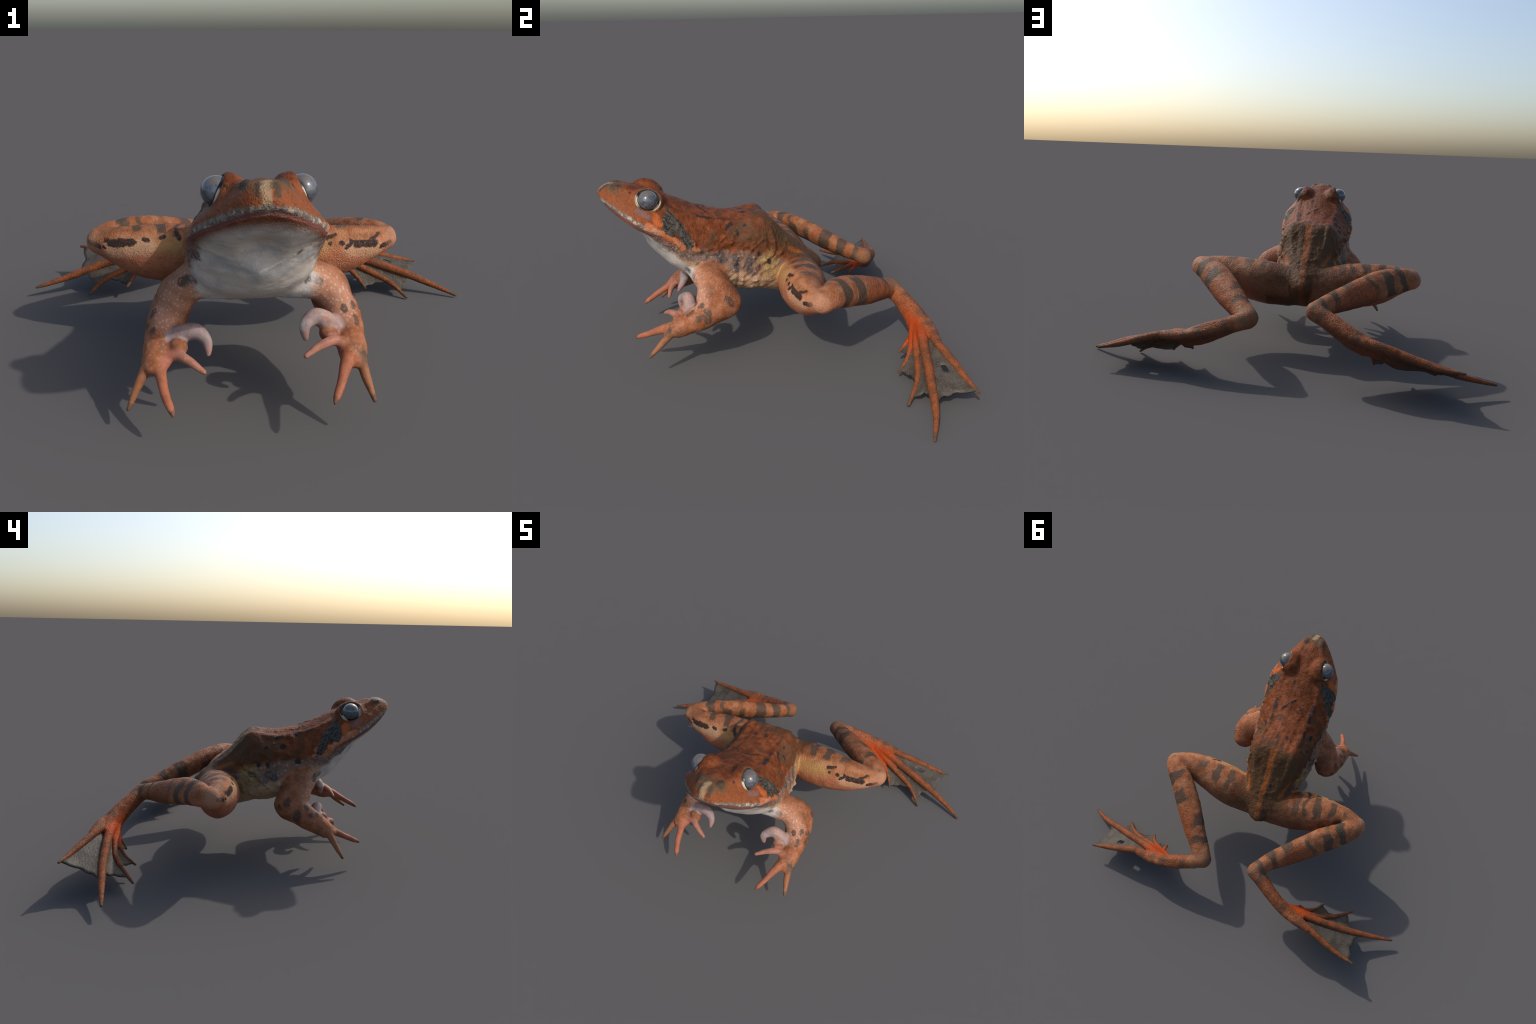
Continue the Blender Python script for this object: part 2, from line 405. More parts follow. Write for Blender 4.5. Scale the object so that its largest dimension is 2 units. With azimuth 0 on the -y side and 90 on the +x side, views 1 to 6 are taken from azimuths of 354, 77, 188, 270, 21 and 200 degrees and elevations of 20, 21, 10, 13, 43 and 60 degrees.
# ----------------------------------------------------------------------------
# 3. SURFACE: one quad mesh through the zero level (surface nets), smoothed
# ----------------------------------------------------------------------------
def surface(F):
    inside = F < 0
    nx, ny, nz = F.shape
    cells = np.zeros((nx - 1, ny - 1, nz - 1), np.uint8)
    for dx in (0, 1):
        for dy in (0, 1):
            for dz in (0, 1):
                cells += inside[dx:nx - 1 + dx, dy:ny - 1 + dy, dz:nz - 1 + dz]
    idx = np.argwhere((cells > 0) & (cells < 8))
    vid = np.full(cells.shape, -1, np.int32)
    vid[tuple(idx.T)] = np.arange(len(idx))
    acc = np.zeros((len(idx), 3))
    cnt = np.zeros(len(idx))
    corners = [(a, b, c) for a in (0, 1) for b in (0, 1) for c in (0, 1)]
    val = {c: F[idx[:, 0] + c[0], idx[:, 1] + c[1], idx[:, 2] + c[2]].astype(float) for c in corners}
    for c in corners:
        for ax in range(3):
            if c[ax] == 0:
                d = list(c)
                d[ax] = 1
                a, b = val[c], val[tuple(d)]
                m = (a < 0) != (b < 0)
                t = np.where(m, a / np.where(m, a - b, 1), 0)
                pos = np.array(c, float)[None].repeat(len(idx), 0)
                pos[:, ax] += t
                acc[m] += pos[m]
                cnt[m] += 1
    V = LO + STEP * (idx + acc / cnt[:, None])
    quads = []
    for ax in range(3):
        b, c = (ax + 1) % 3, (ax + 2) % 3
        s0 = [slice(1, -1)] * 3
        s1 = [slice(1, -1)] * 3
        s0[ax] = slice(0, -1)
        s1[ax] = slice(1, None)
        A, B = inside[tuple(s0)], inside[tuple(s1)]
        off = np.array([1, 1, 1])
        off[ax] = 0
        for flag, flip in ((A & ~B, False), (~A & B, True)):
            e = np.argwhere(flag) + off
            q = []
            for ob, oc in ((0, 0), (-1, 0), (-1, -1), (0, -1)):
                p = e.copy()
                p[:, b] += ob
                p[:, c] += oc
                q.append(vid[p[:, 0], p[:, 1], p[:, 2]])
            q = np.stack(q, 1)
            quads.append(q[:, ::-1] if flip else q)
    return V, np.vstack(quads), idx


V, Q, CELL = surface(FIELD)
E = np.unique(np.sort(np.vstack([Q[:, [0, 1]], Q[:, [1, 2]], Q[:, [2, 3]], Q[:, [3, 0]]]), 1), axis=0)
deg = np.bincount(E.ravel(), minlength=len(V)).astype(float)


def average(A):
    out = np.zeros_like(A)
    for k in range(A.shape[1]):
        out[:, k] = np.bincount(E[:, 0], A[E[:, 1], k], len(V)) + np.bincount(E[:, 1], A[E[:, 0], k], len(V))
    return out / deg[:, None]


for lam in (0.5, -0.52, 0.5, -0.52, 0.5, -0.52):
    V = V + lam * (average(V) - V)

# keep only the largest connected piece
comp = np.arange(len(V))
while True:
    low = np.minimum(comp[E[:, 0]], comp[E[:, 1]])
    new = comp.copy()
    np.minimum.at(new, E[:, 0], low)
    np.minimum.at(new, E[:, 1], low)
    new = new[new]
    if (new == comp).all():
        break
    comp = new
main = np.bincount(comp).argmax()
keepv = comp == main
print("skin pieces dropped:", int((~keepv).sum()), "verts", int(keepv.sum()))
remap = np.cumsum(keepv) - 1
Q = remap[Q[keepv[Q].all(1)]]
V = V[keepv]
VL = LABEL[tuple(CELL[keepv].T)]

# vertex normals of the whole skin
def vertex_normals(V, Q):
    n = np.cross(V[Q[:, 2]] - V[Q[:, 0]], V[Q[:, 3]] - V[Q[:, 1]])
    N = np.zeros_like(V)
    for k in range(4):
        for j in range(3):
            N[:, j] += np.bincount(Q[:, k], n[:, j], len(V))
    return N / np.maximum(np.linalg.norm(N, axis=1), 1e-12)[:, None]


N = vertex_normals(V, Q)
# ----------------------------------------------------------------------------
# 3b. SKIN RELIEF: uneven back, loose flank folds, warts, raised marks
# ----------------------------------------------------------------------------
def value_noise(P, seed):
    i = np.floor(P).astype(np.int64)
    f = P - i
    f = f * f * (3 - 2 * f)
    out = np.zeros(len(P))
    for dx in (0, 1):
        for dy in (0, 1):
            for dz in (0, 1):
                q = (i[:, 0] + dx) * 73856093 ^ (i[:, 1] + dy) * 19349663 ^ (i[:, 2] + dz) * 83492791 ^ seed * 2654435761
                q = (q ^ (q >> 13)) * 1274126177 & 0x7FFFFFFF
                r = ((q >> 7) % 65536) / 65536.0
                w = (f[:, 0] if dx else 1 - f[:, 0]) * (f[:, 1] if dy else 1 - f[:, 1]) * (f[:, 2] if dz else 1 - f[:, 2])
                out += w * r
    return out * 2 - 1


def ramp(x, a, b):
    t = np.clip((x - a) / (b - a), 0, 1)
    return t * t * (3 - 2 * t)


def segment_dist(P, a, b):
    d = np.asarray(b) - a
    t = np.clip((P - a) @ d / (d @ d), 0, 1)
    return np.linalg.norm(P - (a + t[:, None] * d), axis=1)


VS = (V - VENT) @ AX
VH = (V - VENT) @ UP
VX = V[:, 0] - mid(VS)
trunk = np.isin(VL, [LABELS.index("torso"), LABELS.index("head")]).astype(float)
bump = np.zeros(len(V))
bump += 0.0016 * value_noise(V * 22, 1) + 0.0010 * value_noise(V * 48, 2)
bump += trunk * (0.0026 * value_noise(V * 13, 3) + 0.0014 * value_noise(V * 85, 9)) * ramp(VH, -0.20, -0.08) * (1 - ramp(VS, 0.88, 0.98))
# lengthwise wrinkles of the back
bump += trunk * 0.0024 * value_noise(np.stack([VX * 75, VS * 9, VH * 20], 1), 4) * ramp(VH, 0.02, 0.06) * (1 - ramp(VS, 0.8, 0.9))
# loose flank folds
flank = trunk * ramp(np.abs(VX), 0.10, 0.15) * ramp(VH, -0.25, -0.18) * (1 - ramp(VH, 0.03, 0.07)) * ramp(VS, 0.20, 0.28) * (1 - ramp(VS, 0.58, 0.70))
fold = np.abs(value_noise(np.stack([VS * 34 + VH * 22, VH * 13 - VS * 5, VX * 4], 1), 5))
bump += flank * (0.004 - 0.010 * np.minimum(fold, 0.6))
TI = np.nonzero(trunk > 0)[0]


def wart(p, r, amp):
    d = V[TI] - p
    near = (np.abs(d[:, 0]) < 3 * r) & (np.abs(d[:, 1]) < 3 * r) & (np.abs(d[:, 2]) < 3 * r)
    q = np.einsum("ij,ij->i", d[near], d[near]) / r ** 2
    bump[TI[near]] += amp * np.exp(-q)


wrk = rng.random((230, 4))
for side in (1, -1):
    for a, b, c, e in wrk[:115] if side > 0 else wrk[115:]:
        s, h, r = 0.24 + 0.42 * a, -0.20 + 0.26 * b, 0.0060 + 0.007 * c * c
        p = body_point(s, h, side * skin_side(s, h))
        wart(p, r, (0.42 + 0.35 * e) * r)
for side in (1, -1):     # low warts of the back and rump
    for a, b, c, e in rng.random((40, 4)):
        s, x, r = 0.08 + 0.62 * a, 0.02 + 0.10 * b, 0.006 + 0.004 * c
        p = body_point(s, skin_top(s, x), side * x)
        wart(p, r, 0.34 * r)
# raised chevron marks on the neck, long flank fold, loin fold, arm-pit crease
for (a, b, r, amp) in (((0.643, 0.062, 0.054), (0.706, 0.068, -0.004), 0.008, 0.0045), ((0.677, 0.066, -0.036), (0.640, 0.060, -0.063), 0.008, 0.004)):
    q = segment_dist(V, body_point(*a), body_point(*b)) / r
    bump += amp * np.exp(-q ** 2)
for side in (1, -1):
    for path, r, amp in ((((0.68, -0.090), (0.63, -0.075), (0.575, -0.050), (0.52, -0.018), (0.48, 0.004)), 0.010, 0.006),
                         (((0.66, -0.110), (0.60, -0.098), (0.55, -0.085)), 0.009, -0.006),
                         (((0.335, 0.085), (0.305, 0.045), (0.292, 0.010), (0.30, -0.02)), 0.010, 0.007),
                         (((0.350, 0.065), (0.325, 0.030), (0.315, 0.000)), 0.009, -0.005),
                         (((0.455, -0.070), (0.430, -0.130), (0.415, -0.190), (0.41, -0.225)), 0.008, -0.007),
                         (((0.36, -0.150), (0.30, -0.140), (0.25, -0.130)), 0.012, 0.005),
                         (((0.86, 0.050), (0.82, 0.030), (0.775, 0.005), (0.735, -0.030), (0.70, -0.055)), 0.008, 0.004)):
        pts = [body_point(s, h, side * skin_side(s, h)) for s, h in path]
        dist = np.min([segment_dist(V, a, b) for a, b in zip(pts[:-1], pts[1:])], axis=0)
        bump += trunk * amp * np.exp(-(dist / r) ** 2)
    # eardrum: a shallow disc with a raised rim
    c = body_point(0.803, -0.008, side * skin_side(0.803, -0.008))
    q = np.linalg.norm(V - c, axis=1)
    bump += trunk * (0.0035 * np.exp(-((q - 0.034) / 0.007) ** 2) - 0.003 * (1 - ramp(q, 0.022, 0.032)))
    # nostril pits
    c = body_point(1.072, skin_top(1.072, 0.047), side * 0.047)
    q = np.linalg.norm(V - c, axis=1)
    bump -= 0.006 * np.exp(-(q / 0.006) ** 2)
    # grainy skin of the fore limbs
arm = np.isin(VL, [i for i, n in enumerate(LABELS) if n.startswith(("forelimb", "hand"))]).astype(float)
bump += arm * 0.0016 * np.maximum(value_noise(V * 75, 6), 0)
# belly creases
belly = trunk * (1 - ramp(VH, -0.22, -0.17)) * ramp(VS, 0.2, 0.3) * (1 - ramp(VS, 0.5, 0.6))
bump += belly * 0.004 * value_noise(np.stack([VS * 26, VX * 7, VX * 0], 1), 7)
tip = np.isin(VL, [i for i, n in enumerate(LABELS) if n.startswith(("toe", "finger"))])
bump[tip] *= 0.6
bump = average(bump[:, None])[:, 0] * 0.5 + bump * 0.5 if len(deg) == len(V) else bump
V = V + N * bump[:, None]
N = vertex_normals(V, Q)
V[:, 2] -= V[:, 2].min() - 0.001

# ----------------------------------------------------------------------------
# 4. MATERIALS
# ----------------------------------------------------------------------------
_stroke = []


def stroke_group():
    """node group: distance from a point to a line segment, turned into a soft mask"""
    if _stroke:
        return _stroke[0]
    t = bpy.data.node_groups.new("stroke", "ShaderNodeTree")
    for nm, kind in (("at", "NodeSocketVector"), ("start", "NodeSocketVector"), ("run", "NodeSocketVector"), ("unit", "NodeSocketVector"),
                     ("inner", "NodeSocketFloat"), ("outer", "NodeSocketFloat")):
        t.interface.new_socket(nm, in_out="INPUT", socket_type=kind)
    t.interface.new_socket("mask", in_out="OUTPUT", socket_type="NodeSocketFloat")
    N, L = t.nodes.new, t.links.new
    gi = N("NodeGroupInput").outputs
    rel = N("ShaderNodeVectorMath")
    rel.operation = "SUBTRACT"
    L(gi[0], rel.inputs[0])
    L(gi[1], rel.inputs[1])
    dot = N("ShaderNodeVectorMath")
    dot.operation = "DOT_PRODUCT"
    L(rel.outputs[0], dot.inputs[0])
    L(gi[3], dot.inputs[1])
    lo = N("ShaderNodeMath")
    lo.operation = "MAXIMUM"
    L(dot.outputs["Value"], lo.inputs[0])
    lo.inputs[1].default_value = 0
    hi = N("ShaderNodeMath")
    hi.operation = "MINIMUM"
    L(lo.outputs[0], hi.inputs[0])
    hi.inputs[1].default_value = 1
    sc = N("ShaderNodeVectorMath")
    sc.operation = "SCALE"
    L(gi[2], sc.inputs[0])
    L(hi.outputs[0], sc.inputs["Scale"])
    ds = N("ShaderNodeVectorMath")
    ds.operation = "DISTANCE"
    L(rel.outputs[0], ds.inputs[0])
    L(sc.outputs[0], ds.inputs[1])
    mr = N("ShaderNodeMapRange")
    mr.interpolation_type = "SMOOTHSTEP"
    mr.clamp = False
    L(ds.outputs["Value"], mr.inputs[0])
    L(gi[4], mr.inputs[1])
    L(gi[5], mr.inputs[2])
    mr.inputs[3].default_value, mr.inputs[4].default_value = 1, 0
    L(mr.outputs[0], N("NodeGroupOutput").inputs[0])
    _stroke.append(t)
    return t


class Graph:
    """small helper to write node trees as expressions"""

    def __init__(self, name):
        self.mat = bpy.data.materials.new(name)
        self.mat.use_nodes = True
        self.nt = self.mat.node_tree
        self.bsdf = self.nt.nodes["Principled BSDF"]
        self.raw = self.node("ShaderNodeTexCoord").outputs["Object"]
        self.P = self.v("ADD", self.raw, (0, 0, 0.0))
        self.late = self.v("DOT_PRODUCT", self.P, (1e-7, 0, 0))   # keeps the shader's evaluation order shallow

    def node(self, kind, **props):
        n = self.nt.nodes.new(kind)
        for k, v in props.items():
            setattr(n, k, v)
        return n

    def put(self, sock, v):
        if isinstance(v, bpy.types.NodeSocket):
            self.nt.links.new(v, sock)
        elif hasattr(sock.default_value, "__len__"):
            v = tuple(float(c) for c in v)
            sock.default_value = v if len(v) == len(sock.default_value) else (*v, 1.0)
        else:
            sock.default_value = float(v)

    def m(self, op, a, b=0.0):
        n = self.node("ShaderNodeMath", operation=op)
        self.put(n.inputs[0], a)
        self.put(n.inputs[1], b)
        return n.outputs[0]

    def v(self, op, a, b=(0, 0, 0), scale=None):
        n = self.node("ShaderNodeVectorMath", operation=op)
        self.put(n.inputs[0], a)
        if scale is not None:
            self.put(n.inputs["Scale"], scale)
        else:
            self.put(n.inputs[1], b)
        return n.outputs["Value"] if op in ("DOT_PRODUCT", "LENGTH", "DISTANCE") else n.outputs["Vector"]

    def step(self, x, lo, hi, a=0.0, b=1.0):
        n = self.node("ShaderNodeMapRange", interpolation_type="SMOOTHSTEP", clamp=False)
        for i, q in enumerate((x, lo, hi, a, b)):
            self.put(n.inputs[i], q)
        return n.outputs[0]

    def noise(self, scale, detail=3, rough=0.55, at=None, shift=None):
        n = self.node("ShaderNodeTexNoise")
        if shift is not None:
            mp = self.node("ShaderNodeMapping")
            self.put(mp.inputs["Vector"], self.raw)
            self.put(mp.inputs["Location"], shift)
            at = mp.outputs["Vector"]
        self.put(n.inputs["Vector"], at if at is not None else self.raw)
        self.put(n.inputs["Scale"], scale)
        self.put(n.inputs["Detail"], detail)
        self.put(n.inputs["Roughness"], rough)
        return self.m("ADD", n.outputs["Fac"], self.late)

    def voronoi(self, scale, at=None, rand=1.0):
        n = self.node("ShaderNodeTexVoronoi")
        self.put(n.inputs["Vector"], at if at is not None else self.raw)
        self.put(n.inputs["Scale"], scale)
        self.put(n.inputs["Randomness"], rand)
        return self.m("ADD", n.outputs["Distance"], self.late)

    def mix(self, fac, a, b):
        n = self.node("ShaderNodeMix", data_type="RGBA")
        self.put(n.inputs[0], fac)
        self.put(n.inputs[6], a)
        self.put(n.inputs[7], b)
        return n.outputs[2]

    def capsule(self, at, a, b, r, soft):
        """1 inside a rounded stroke from a to b, 0 outside"""
        a, b = np.asarray(a, float), np.asarray(b, float)
        ab = b - a
        n = self.node("ShaderNodeGroup", node_tree=stroke_group())
        for k, v in enumerate((at, a, ab, ab / max(ab @ ab, 1e-9), r - soft, r + soft)):
            self.put(n.inputs[k], v)
        return n.outputs[0]

    def profile(self, x, keys, vals):
        """piecewise linear function of x"""
        out = vals[0]
        for k0, k1, v0, v1 in zip(keys[:-1], keys[1:], vals[:-1], vals[1:]):
            t = self.m("MINIMUM", self.m("MAXIMUM", self.m("SUBTRACT", x, k0), 0.0), k1 - k0)
            out = self.m("ADD", out, self.m("MULTIPLY", t, (v1 - v0) / (k1 - k0)))
        return out

    def axis_dist(self, at, a, direction):
        """distance from the line through a"""
        rel = self.v("SUBTRACT", at, a)
        d = np.asarray(direction)
        along = self.v("SCALE", d, scale=self.v("DOT_PRODUCT", rel, d))
        return self.v("DISTANCE", rel, along)

    def union(self, masks):
        out = masks[0]
        for q in masks[1:]:
            out = self.m("MAXIMUM", out, q)
        return out

    def bands(self, t, spans, soft=0.012):
        """1 inside each (start, end) interval of t"""
        return self.union([self.m("MULTIPLY", self.step(t, a - soft, a + soft), self.step(t, b - soft, b + soft, 1.0, 0.0)) for a, b in spans])

    def mul(self, *a):
        out = a[0]
        for q in a[1:]:
            out = self.m("MULTIPLY", out, q)
        return out


# palette (linear base colours)
ORANGE = (0.250, 0.080, 0.029)
TAN = (0.330, 0.140, 0.068)
BACK = (0.110, 0.028, 0.008)
BACK_LIGHT = (0.195, 0.054, 0.018)
OLIVE = (0.055, 0.034, 0.018)
BLACK = (0.022, 0.019, 0.018)
BAND = (0.066, 0.046, 0.032)
GREY = (0.062, 0.055, 0.045)
FLANK = (0.22, 0.120, 0.080)
WART = (0.37, 0.230, 0.155)
YELLOW = (0.37, 0.235, 0.080)
BELLY = (0.46, 0.275, 0.165)
THROAT = (0.56, 0.510, 0.460)
CLOUD = (0.40, 0.400, 0.390)
LIP_RED = (0.170, 0.060, 0.052)
CREAM = (0.52, 0.440, 0.340)
FOOT_RED = (0.40, 0.056, 0.009)
TOE = (0.225, 0.064, 0.022)
PINK = (0.40, 0.150, 0.095)


def axis_t(g, at, a, b):
    """position along a limb segment, 0 at a, 1 at b"""
    a, b = np.asarray(a, float), np.asarray(b, float)
    ab = b - a
    return g.m("MULTIPLY", g.v("DOT_PRODUCT", g.v("SUBTRACT", at, a), ab), 1.0 / (ab @ ab))


THIGH = {"L": ((0.06, 0.12, 0.36), (0.53, 0.085, 0.42)), "R": ((-0.17, 0.13, 0.36), (-0.63, 0.12, 0.43))}
SHANK = {"L": ((0.522, 0.10, 0.42), (0.155, 0.555, 0.27)), "R": ((-0.615, 0.14, 0.428), (-0.158, 0.535, 0.326))}
FOOT = {"L": ((0.155, 0.565, 0.268), (0.60, 0.60, 0.165)), "R": ((-0.155, 0.54, 0.322), (-0.57, 0.69, 0.20))}
# dark cross bands along thigh, shank and foot (fractions of the segment)
THIGH_BANDS = {"L": ((0.06, 0.13), (0.20, 0.28), (0.37, 0.46), (0.57, 0.66), (0.77, 0.84)),
               "R": ((0.05, 0.11), (0.17, 0.25), (0.31, 0.35), (0.43, 0.52), (0.62, 0.68), (0.79, 0.85))}
SHANK_BANDS = {"L": ((0.12, 0.21), (0.31, 0.43), (0.58, 0.70), (0.79, 0.85)),
               "R": ((0.11, 0.18), (0.25, 0.34), (0.43, 0.47), (0.59, 0.69), (0.77, 0.83), (0.92, 0.97))}
FOOT_BANDS = {"L": ((0.20, 0.27), (0.46, 0.54), (0.64, 0.70), (0.80, 0.86)),
              "R": ((0.07, 0.14), (0.50, 0.60), (0.77, 0.84))}


def bp(s, h, side):
    return body_point(s, h, side * skin_side(s, h))


def on_skin(s, h, x):
    """flank positions follow the skin, back positions are taken as they are"""
    return bp(s, h, math.copysign(1, x)) if abs(x) > 0.125 else body_point(s, h, x)


def skin_material(name, front, arm=False):
    """front=True: head, trunk and fore limbs in full; False: hind limbs in full"""
    g = Graph(name)
    P = g.P
    rel = g.v("SUBTRACT", P, VENT)
    s = g.v("DOT_PRODUCT", rel, AX)
    h = g.v("DOT_PRODUCT", rel, UP)
    py, pz = g.v("DOT_PRODUCT", P, (0, 1, 0)), g.v("DOT_PRODUCT", P, (0, 0, 1))
    x = g.m("SUBTRACT", g.v("DOT_PRODUCT", P, (1, 0, 0)), XC - 0.003)
    ax = g.m("ABSOLUTE", x)
    n_big, n_mid, n_fine = g.noise(7, 2), g.noise(26, 4), g.noise(95, 3)
    n_grain = g.noise(240, 2)
    W = P          # coordinates with ragged noise, for the edges of markings
    for k in range(3):
        d = np.eye(3)[k] * 0.030
        q = g.m("SUBTRACT", g.noise(38, 4, 0.65, shift=(k * 3.7, k * 1.9, k * 5.3)), 0.5)
        W = g.v("ADD", W, g.v("SCALE", d, scale=q))

    # --- hind limbs: tan orange with cross bands -----------------------------------
    col = g.mix(g.step(n_mid, 0.35, 0.68), ORANGE, TAN)
    col = g.mix(g.m("MULTIPLY", g.step(n_fine, 0.54, 0.66), 0.45), col, (0.20, 0.070, 0.032))
    n_patch = g.noise(13, 4, 0.6, shift=(2.2, 7.1, 3.3))
    col = g.mix(g.m("MULTIPLY", g.step(n_patch, 0.50, 0.66), 0.55), col, (0.140, 0.058, 0.027))
    W2 = W         # slower wander for the cross bands
    for k in range(3):
        q = g.m("SUBTRACT", g.noise(14, 1, 0.5, shift=(k * 2.9 + 1, k * 4.1, k * 1.7)), 0.5)
        W2 = g.v("ADD", W2, g.v("SCALE", np.eye(3)[k] * 0.060, scale=q))
    nrm = g.node("ShaderNodeNewGeometry").outputs["Normal"]
    for sd in "LR":
        a, b = THIGH[sd]
        t = axis_t(g, W2, a, b)
        th = g.capsule(P, a, b, 0.135, 0.02)
        up = g.v("DOT_PRODUCT", g.v("SUBTRACT", W, a), (0.12 if sd == "R" else -0.12, 0.12, 0.97))
        # bands cross the upper side only; the front carries a pale yellow zone, the underside is flesh pink
        dorsal = g.step(up, 0.062, 0.080)
        front_m = g.mul(th, g.step(g.v("DOT_PRODUCT", g.v("SUBTRACT", W, a), (0.0, -0.96, -0.10)), 0.045, 0.085))
        low = g.mul(th, g.step(up, -0.02, 0.04, 1.0, 0.0))
        col = g.mix(g.m("MULTIPLY", front_m, g.step(n_mid, 0.3, 0.7, 0.2, 0.8)), col, (0.45, 0.200, 0.092))
        col = g.mix(g.m("MULTIPLY", low, 0.75), col, (0.43, 0.150, 0.080))
        fc = (0.24, -0.004, 0.425) if sd == "L" else (-0.345, 0.02, 0.435)
        col = g.mix(g.m("MULTIPLY", g.capsule(W, (0.12 if sd == "L" else -0.23, 0.0 if sd == "L" else 0.03, 0.41), fc, 0.036, 0.028), 0.60), col, (0.42, 0.260, 0.095))
        edge = (0.36, -0.005, 0.405), (0.47, 0.010, 0.395)
        if sd == "R":
            edge = (-0.42, 0.02, 0.43), (-0.56, 0.045, 0.415)
        col = g.mix(g.m("MULTIPLY", g.capsule(W, *edge, 0.032, 0.014), 0.6), col, (0.52, 0.330, 0.200))
        if not front:
            bands = g.mul(g.bands(t, THIGH_BANDS[sd], 0.008), dorsal, th, g.step(n_fine, 0.26, 0.36))
            col = g.mix(g.m("MULTIPLY", bands, 0.88), col, BAND)
            a2, b2 = SHANK[sd]
            ts = axis_t(g, W2, a2, b2)
            on_shank = g.mul(g.capsule(P, a2, b2, 0.085, 0.006), g.step(g.v("DISTANCE", P, a2), 0.04, 0.06))
            lower = g.v("DOT_PRODUCT", g.v("SUBTRACT", W, np.asarray(a2)), np.array([0.05, 0.32, 0.95]) if sd == "L" else np.array([0.02, 0.10, 0.99]))
            k = (np.asarray(b2) - a2) @ (np.array([0.05, 0.32, 0.95]) if sd == "L" else np.array([0.02, 0.10, 0.99]))
            off = g.m("SUBTRACT", lower, g.m("MULTIPLY", ts, k))
            sb = g.mul(g.bands(ts, SHANK_BANDS[sd], 0.010), on_shank, g.step(off, -0.045, -0.025))
            col = g.mix(g.m("MULTIPLY", g.mul(on_shank, g.step(off, -0.035, -0.05)), 0.6), col, (0.40, 0.130, 0.065))
            col = g.mix(g.m("MULTIPLY", sb, 0.9), col, BAND)
            heel = g.capsule(W, b2, b2, 0.062, 0.02)
            col = g.mix(g.mul(heel, g.step(n_mid, 0.42, 0.60, 0.1, 0.8)), col, (0.15, 0.090, 0.055))
            a3, b3 = FOOT[sd]
            beyond = g.step(axis_t(g, P, a3, b3), 0.10, 0.20)
            on_foot = g.mul(beyond, g.step(py, 0.33, 0.37))
            outer = g.v("DOT_PRODUCT", g.v("SUBTRACT", W, a3), np.array([0.18, 0.90, 0.40]) if sd == "L" else np.array([0.40, 0.80, 0.45]))
            tf = axis_t(g, W2, a3, b3)
            kk = (np.asarray(b3) - a3) @ (np.array([0.18, 0.90, 0.40]) if sd == "L" else np.array([0.40, 0.80, 0.45]))
            offf = g.m("SUBTRACT", outer, g.m("MULTIPLY", tf, kk))
            red = g.mul(on_foot, g.step(offf, 0.030, -0.015))
            col = g.mix(g.m("MULTIPLY", on_foot, 0.85), col, g.mix(g.step(n_fine, 0.42, 0.62), (0.27, 0.085, 0.032), (0.155, 0.050, 0.020)))
            glow = (0.43, 0.555, 0.165) if sd == "L" else (-0.44, 0.605, 0.195)
            col = g.mix(g.mul(red, g.step(g.v("DISTANCE", W, glow), 0.17, 0.03, 0.10, 0.95)), col, FOOT_RED)
            fb = g.mul(g.bands(tf, FOOT_BANDS[sd], 0.010), g.step(offf, 0.0, 0.025), g.step(axis_t(g, P, a3, b3), 0.0, 0.08))
            col = g.mix(g.m("MULTIPLY", fb, 0.8), col, (0.12, 0.055, 0.032))
            # toes: rusty with dark flecks, horny brown tips
            far = g.step(g.v("DISTANCE", P, np.asarray(a3)), 0.34, 0.44)
            col = g.mix(g.mul(far, on_foot, 0.7), col, g.mix(g.step(n_mid, 0.40, 0.58), TOE, (0.105, 0.042, 0.020)))
            for toe in TOES[sd]:
                d = np.asarray(toe[-1]) - toe[-2]
                d /= np.linalg.norm(d)
                p = np.asarray(toe[-1])
                col = g.mix(g.m("MULTIPLY", g.capsule(W, p - 0.012 * d, p, 0.021, 0.008), 0.85), col, (0.10, 0.060, 0.032))
            # sole behind the foot: dusky
            sole = g.mul(on_foot, g.step(g.v("DOT_PRODUCT", nrm, np.array([0.0, 0.55, -0.83])), 0.2, 0.7))
            col = g.mix(g.m("MULTIPLY", sole, 0.8), col, g.mix(g.step(n_fine, 0.45, 0.65), (0.10, 0.045, 0.028), (0.20, 0.060, 0.030)))
    if not front:
        blot = []
        for a, b, r in (((0.385, -0.01, 0.424), (0.456, 0.005, 0.422), 0.0165), ((0.361, -0.003, 0.438), (0.385, -0.006, 0.428), 0.008), ((0.343, -0.014, 0.417), (0.361, -0.006, 0.428), 0.009),
                        ((0.323, -0.008, 0.430), (0.323, -0.008, 0.430), 0.012), ((0.278, -0.006, 0.430), (0.278, -0.006, 0.430), 0.009), ((0.445, 0.008, 0.440), (0.480, 0.026, 0.452), 0.008),
                        ((0.490, 0.015, 0.405), (0.530, 0.035, 0.416), 0.0105), ((0.265, 0.008, 0.446), (0.300, 0.015, 0.458), 0.008),
                        ((-0.560, 0.046, 0.438), (-0.477, 0.031, 0.443), 0.0165), ((-0.580, 0.057, 0.448), (-0.560, 0.048, 0.440), 0.011), ((-0.428, 0.028, 0.452), (-0.420, 0.028, 0.452), 0.011),
                        ((-0.370, 0.034, 0.460), (-0.362, 0.034, 0.459), 0.011), ((-0.650, 0.090, 0.432), (-0.610, 0.066, 0.420), 0.012), ((-0.588, 0.055, 0.421), (-0.588, 0.055, 0.421), 0.008),
                        ((-0.300, 0.03, 0.45), (-0.315, 0.06, 0.47), 0.009)):
            blot.append(g.capsule(W, a, b, r, 0.003))
        col = g.mix(g.m("MULTIPLY", g.union(blot), g.step(n_fine, 0.3, 0.42, 0.75, 1.0)), col, (0.045, 0.026, 0.021))
